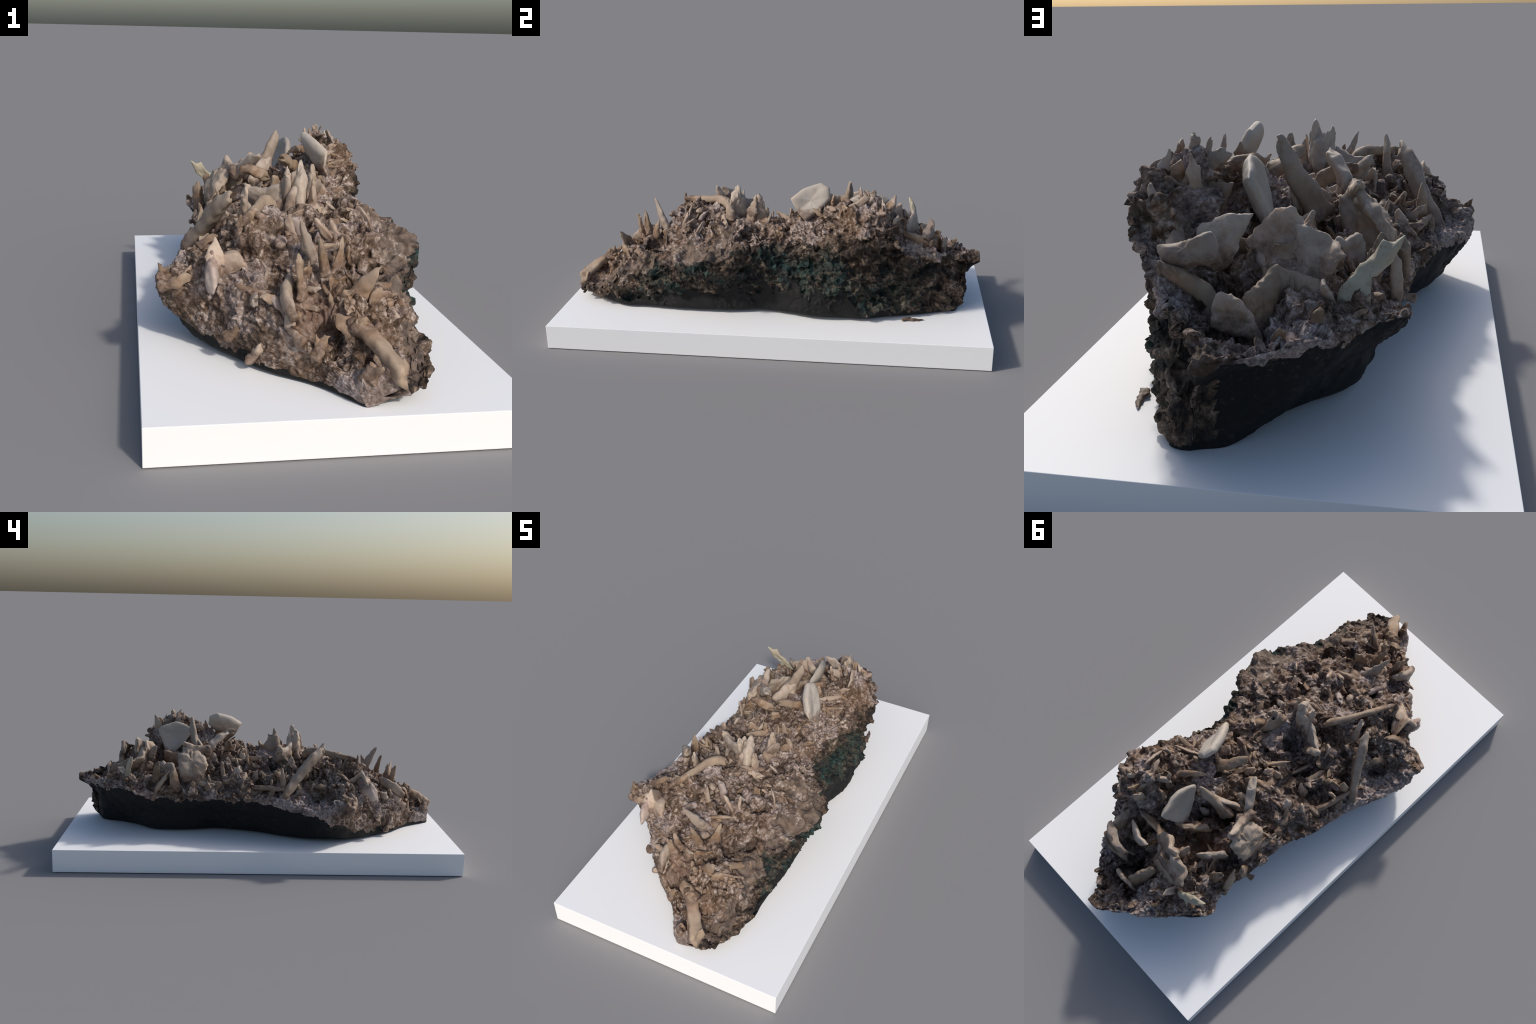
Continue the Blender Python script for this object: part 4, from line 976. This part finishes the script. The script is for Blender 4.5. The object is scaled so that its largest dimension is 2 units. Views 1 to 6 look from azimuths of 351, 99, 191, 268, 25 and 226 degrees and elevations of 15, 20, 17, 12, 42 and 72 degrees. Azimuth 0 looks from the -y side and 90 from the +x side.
disp += (fbm(flat, 0.10, 2, 14).reshape(R_, C_) * 0.010 + (crags(0.06, 41, .02) - .62) * 0.012 * smooth(fbm(flat, .14, 2, 19).reshape(R_, C_), -.1, .25)) * dark_mask * floor_keep
V = V + N * disp[..., None]
V[..., 2] = np.maximum(V[..., 2], 0.1122)

# faces, split by region into objects that share the whole body's normals
verts = np.concatenate([V.reshape(-1, 3), [V[0].mean(0) + (0, -.004, 0)], [V[-1].mean(0) + (0, .004, 0)]])
i, j = np.meshgrid(np.arange(R_ - 1), np.arange(C_), indexing="ij")
jn = (j + 1) % C_
quads = np.stack([i * C_ + j, (i + 1) * C_ + j, (i + 1) * C_ + jn, i * C_ + jn], -1).reshape(-1, 4)
j = np.arange(C_)
jn = (j + 1) % C_
capA = np.stack([np.full(C_, R_ * C_), j, jn], -1)
capB = np.stack([np.full(C_, R_ * C_ + 1), (R_ - 1) * C_ + jn, (R_ - 1) * C_ + j], -1)


def tri_normals(v, q):
    n = np.cross(v[q[:, 1]] - v[q[:, 0]], v[q[:, 2]] - v[q[:, 0]])
    return n


mid = quads[(quads.shape[0] // C_ // 2) * C_ + np.argmin(np.abs(tu - 5.5))]
if tri_normals(verts, mid[None])[0, 2] < 0:
    quads, capA, capB = quads[:, ::-1], capA[:, ::-1], capB[:, ::-1]
vn = np.zeros_like(verts)
for tr in (quads[:, [0, 1, 2]], quads[:, [0, 2, 3]], capA, capB):
    fn = tri_normals(verts, tr)
    for k in range(3):
        for ax in range(3):
            vn[:, ax] += np.bincount(tr[:, k], fn[:, ax], len(verts))
vn /= np.linalg.norm(vn, axis=1, keepdims=True) + 1e-12

fd = darkness.reshape(-1)[quads].mean(1) > 0
edge2 = (UU + edge * 0.9).reshape(-1)[quads].mean(1)
fs = (~fd) & ((edge2 > 8.35) | ((UU.reshape(-1)[quads[:, 0]] < 1.7) & (V.reshape(-1, 3)[quads[:, 0], 1] > .7))) & (V.reshape(-1, 3)[quads[:, 0], 1] < 0.93)
yq = V.reshape(-1, 3)[quads[:, 0], 1]
band = (UU + edge * 0.7).reshape(-1)[quads].mean(1)
ff = (~fd) & (yq > -.88) & (yq < -.17) & (band > 7.65) & (band < 8.85) & (fbm(flat, .12, 3, 61).reshape(-1)[quads[:, 0]] > -.12)
fs &= ~ff
fc = ~(fd | fs | ff)


def region(name, mat, quad_sel, tris):
    q = quads[quad_sel]
    used = np.unique(np.concatenate([q.ravel()] + [t.ravel() for t in tris]))
    remap = np.full(len(verts), -1)
    remap[used] = np.arange(len(used))
    faces = [tuple(r) for r in remap[q].tolist()] + [tuple(r) for t in tris for r in remap[t].tolist()]
    me = bpy.data.meshes.new(name)
    me.from_pydata((verts[used] - OFF).tolist(), [], faces)
    me.materials.append(mat)
    me.update()
    me.polygons.foreach_set("use_smooth", np.ones(len(me.polygons), bool))
    me.normals_split_custom_set_from_vertices(vn[used].tolist())
    ob = bpy.data.objects.new(name, me)
    bpy.context.scene.collection.objects.link(ob)
    ob.parent = rock
    return ob


region("crust", CRUST, fc, [capA, capB])
region("weathered_side", SIDE, fs, [])
region("broken_facet", FACET, ff, [])
region("underside", DARK, fd, [])

# ------------------------------------------------------------------ plinth
bm = bmesh.new()
bmesh.ops.create_cube(bm, size=1.0)
bmesh.ops.scale(bm, vec=(1.070, 2.0, 0.1115), verts=bm.verts)
bmesh.ops.translate(bm, vec=(0, 0, 0.05575), verts=bm.verts)
bmesh.ops.bevel(bm, geom=bm.edges[:], offset=0.0015, segments=2, affect="EDGES", profile=0.5)
pm = bpy.data.meshes.new("display_plinth")
bm.to_mesh(pm)
bm.free()
plinth = bpy.data.objects.new("display_plinth", pm)
bpy.context.scene.collection.objects.link(plinth)
plinth["label"] = "Plain flat white rectangular display slab"
plinth["category"] = "display plinth"
m, nt, b = nodes_of("white_paint")
t = Tree(nt)
t.link(t.mix(t.noise(3, 3), (0.90, 0.90, 0.90), (0.92, 0.92, 0.92)), b.inputs["Base Color"])
b.inputs["Roughness"].default_value = 0.6
b.inputs["Specular IOR Level"].default_value = 0.2
pm.materials.append(m)

# a small brown chip lying loose on the plinth
pts = np.array([(.310, .616, .118), (.296, .635, .122), (.297, .668, .120), (.288, .710, .118)])
v, f, c = tube(pts, [.007, .010, .009, .003], flat=.5, wide=(1, 0.2, 0), n=34, seg=16, seed=4.2, wob=.22)
base = np.array([.297, .661, .112])
v[:, 2] += .112 + .0005 - v[:, 2].min()
chip = build("bone_chip", [(v - base, f, c)], BROWN, None, np.zeros(3))
chip.location = base
chip["label"] = "Small loose brown bone chip lying flat"
chip["category"] = "bone fragment"
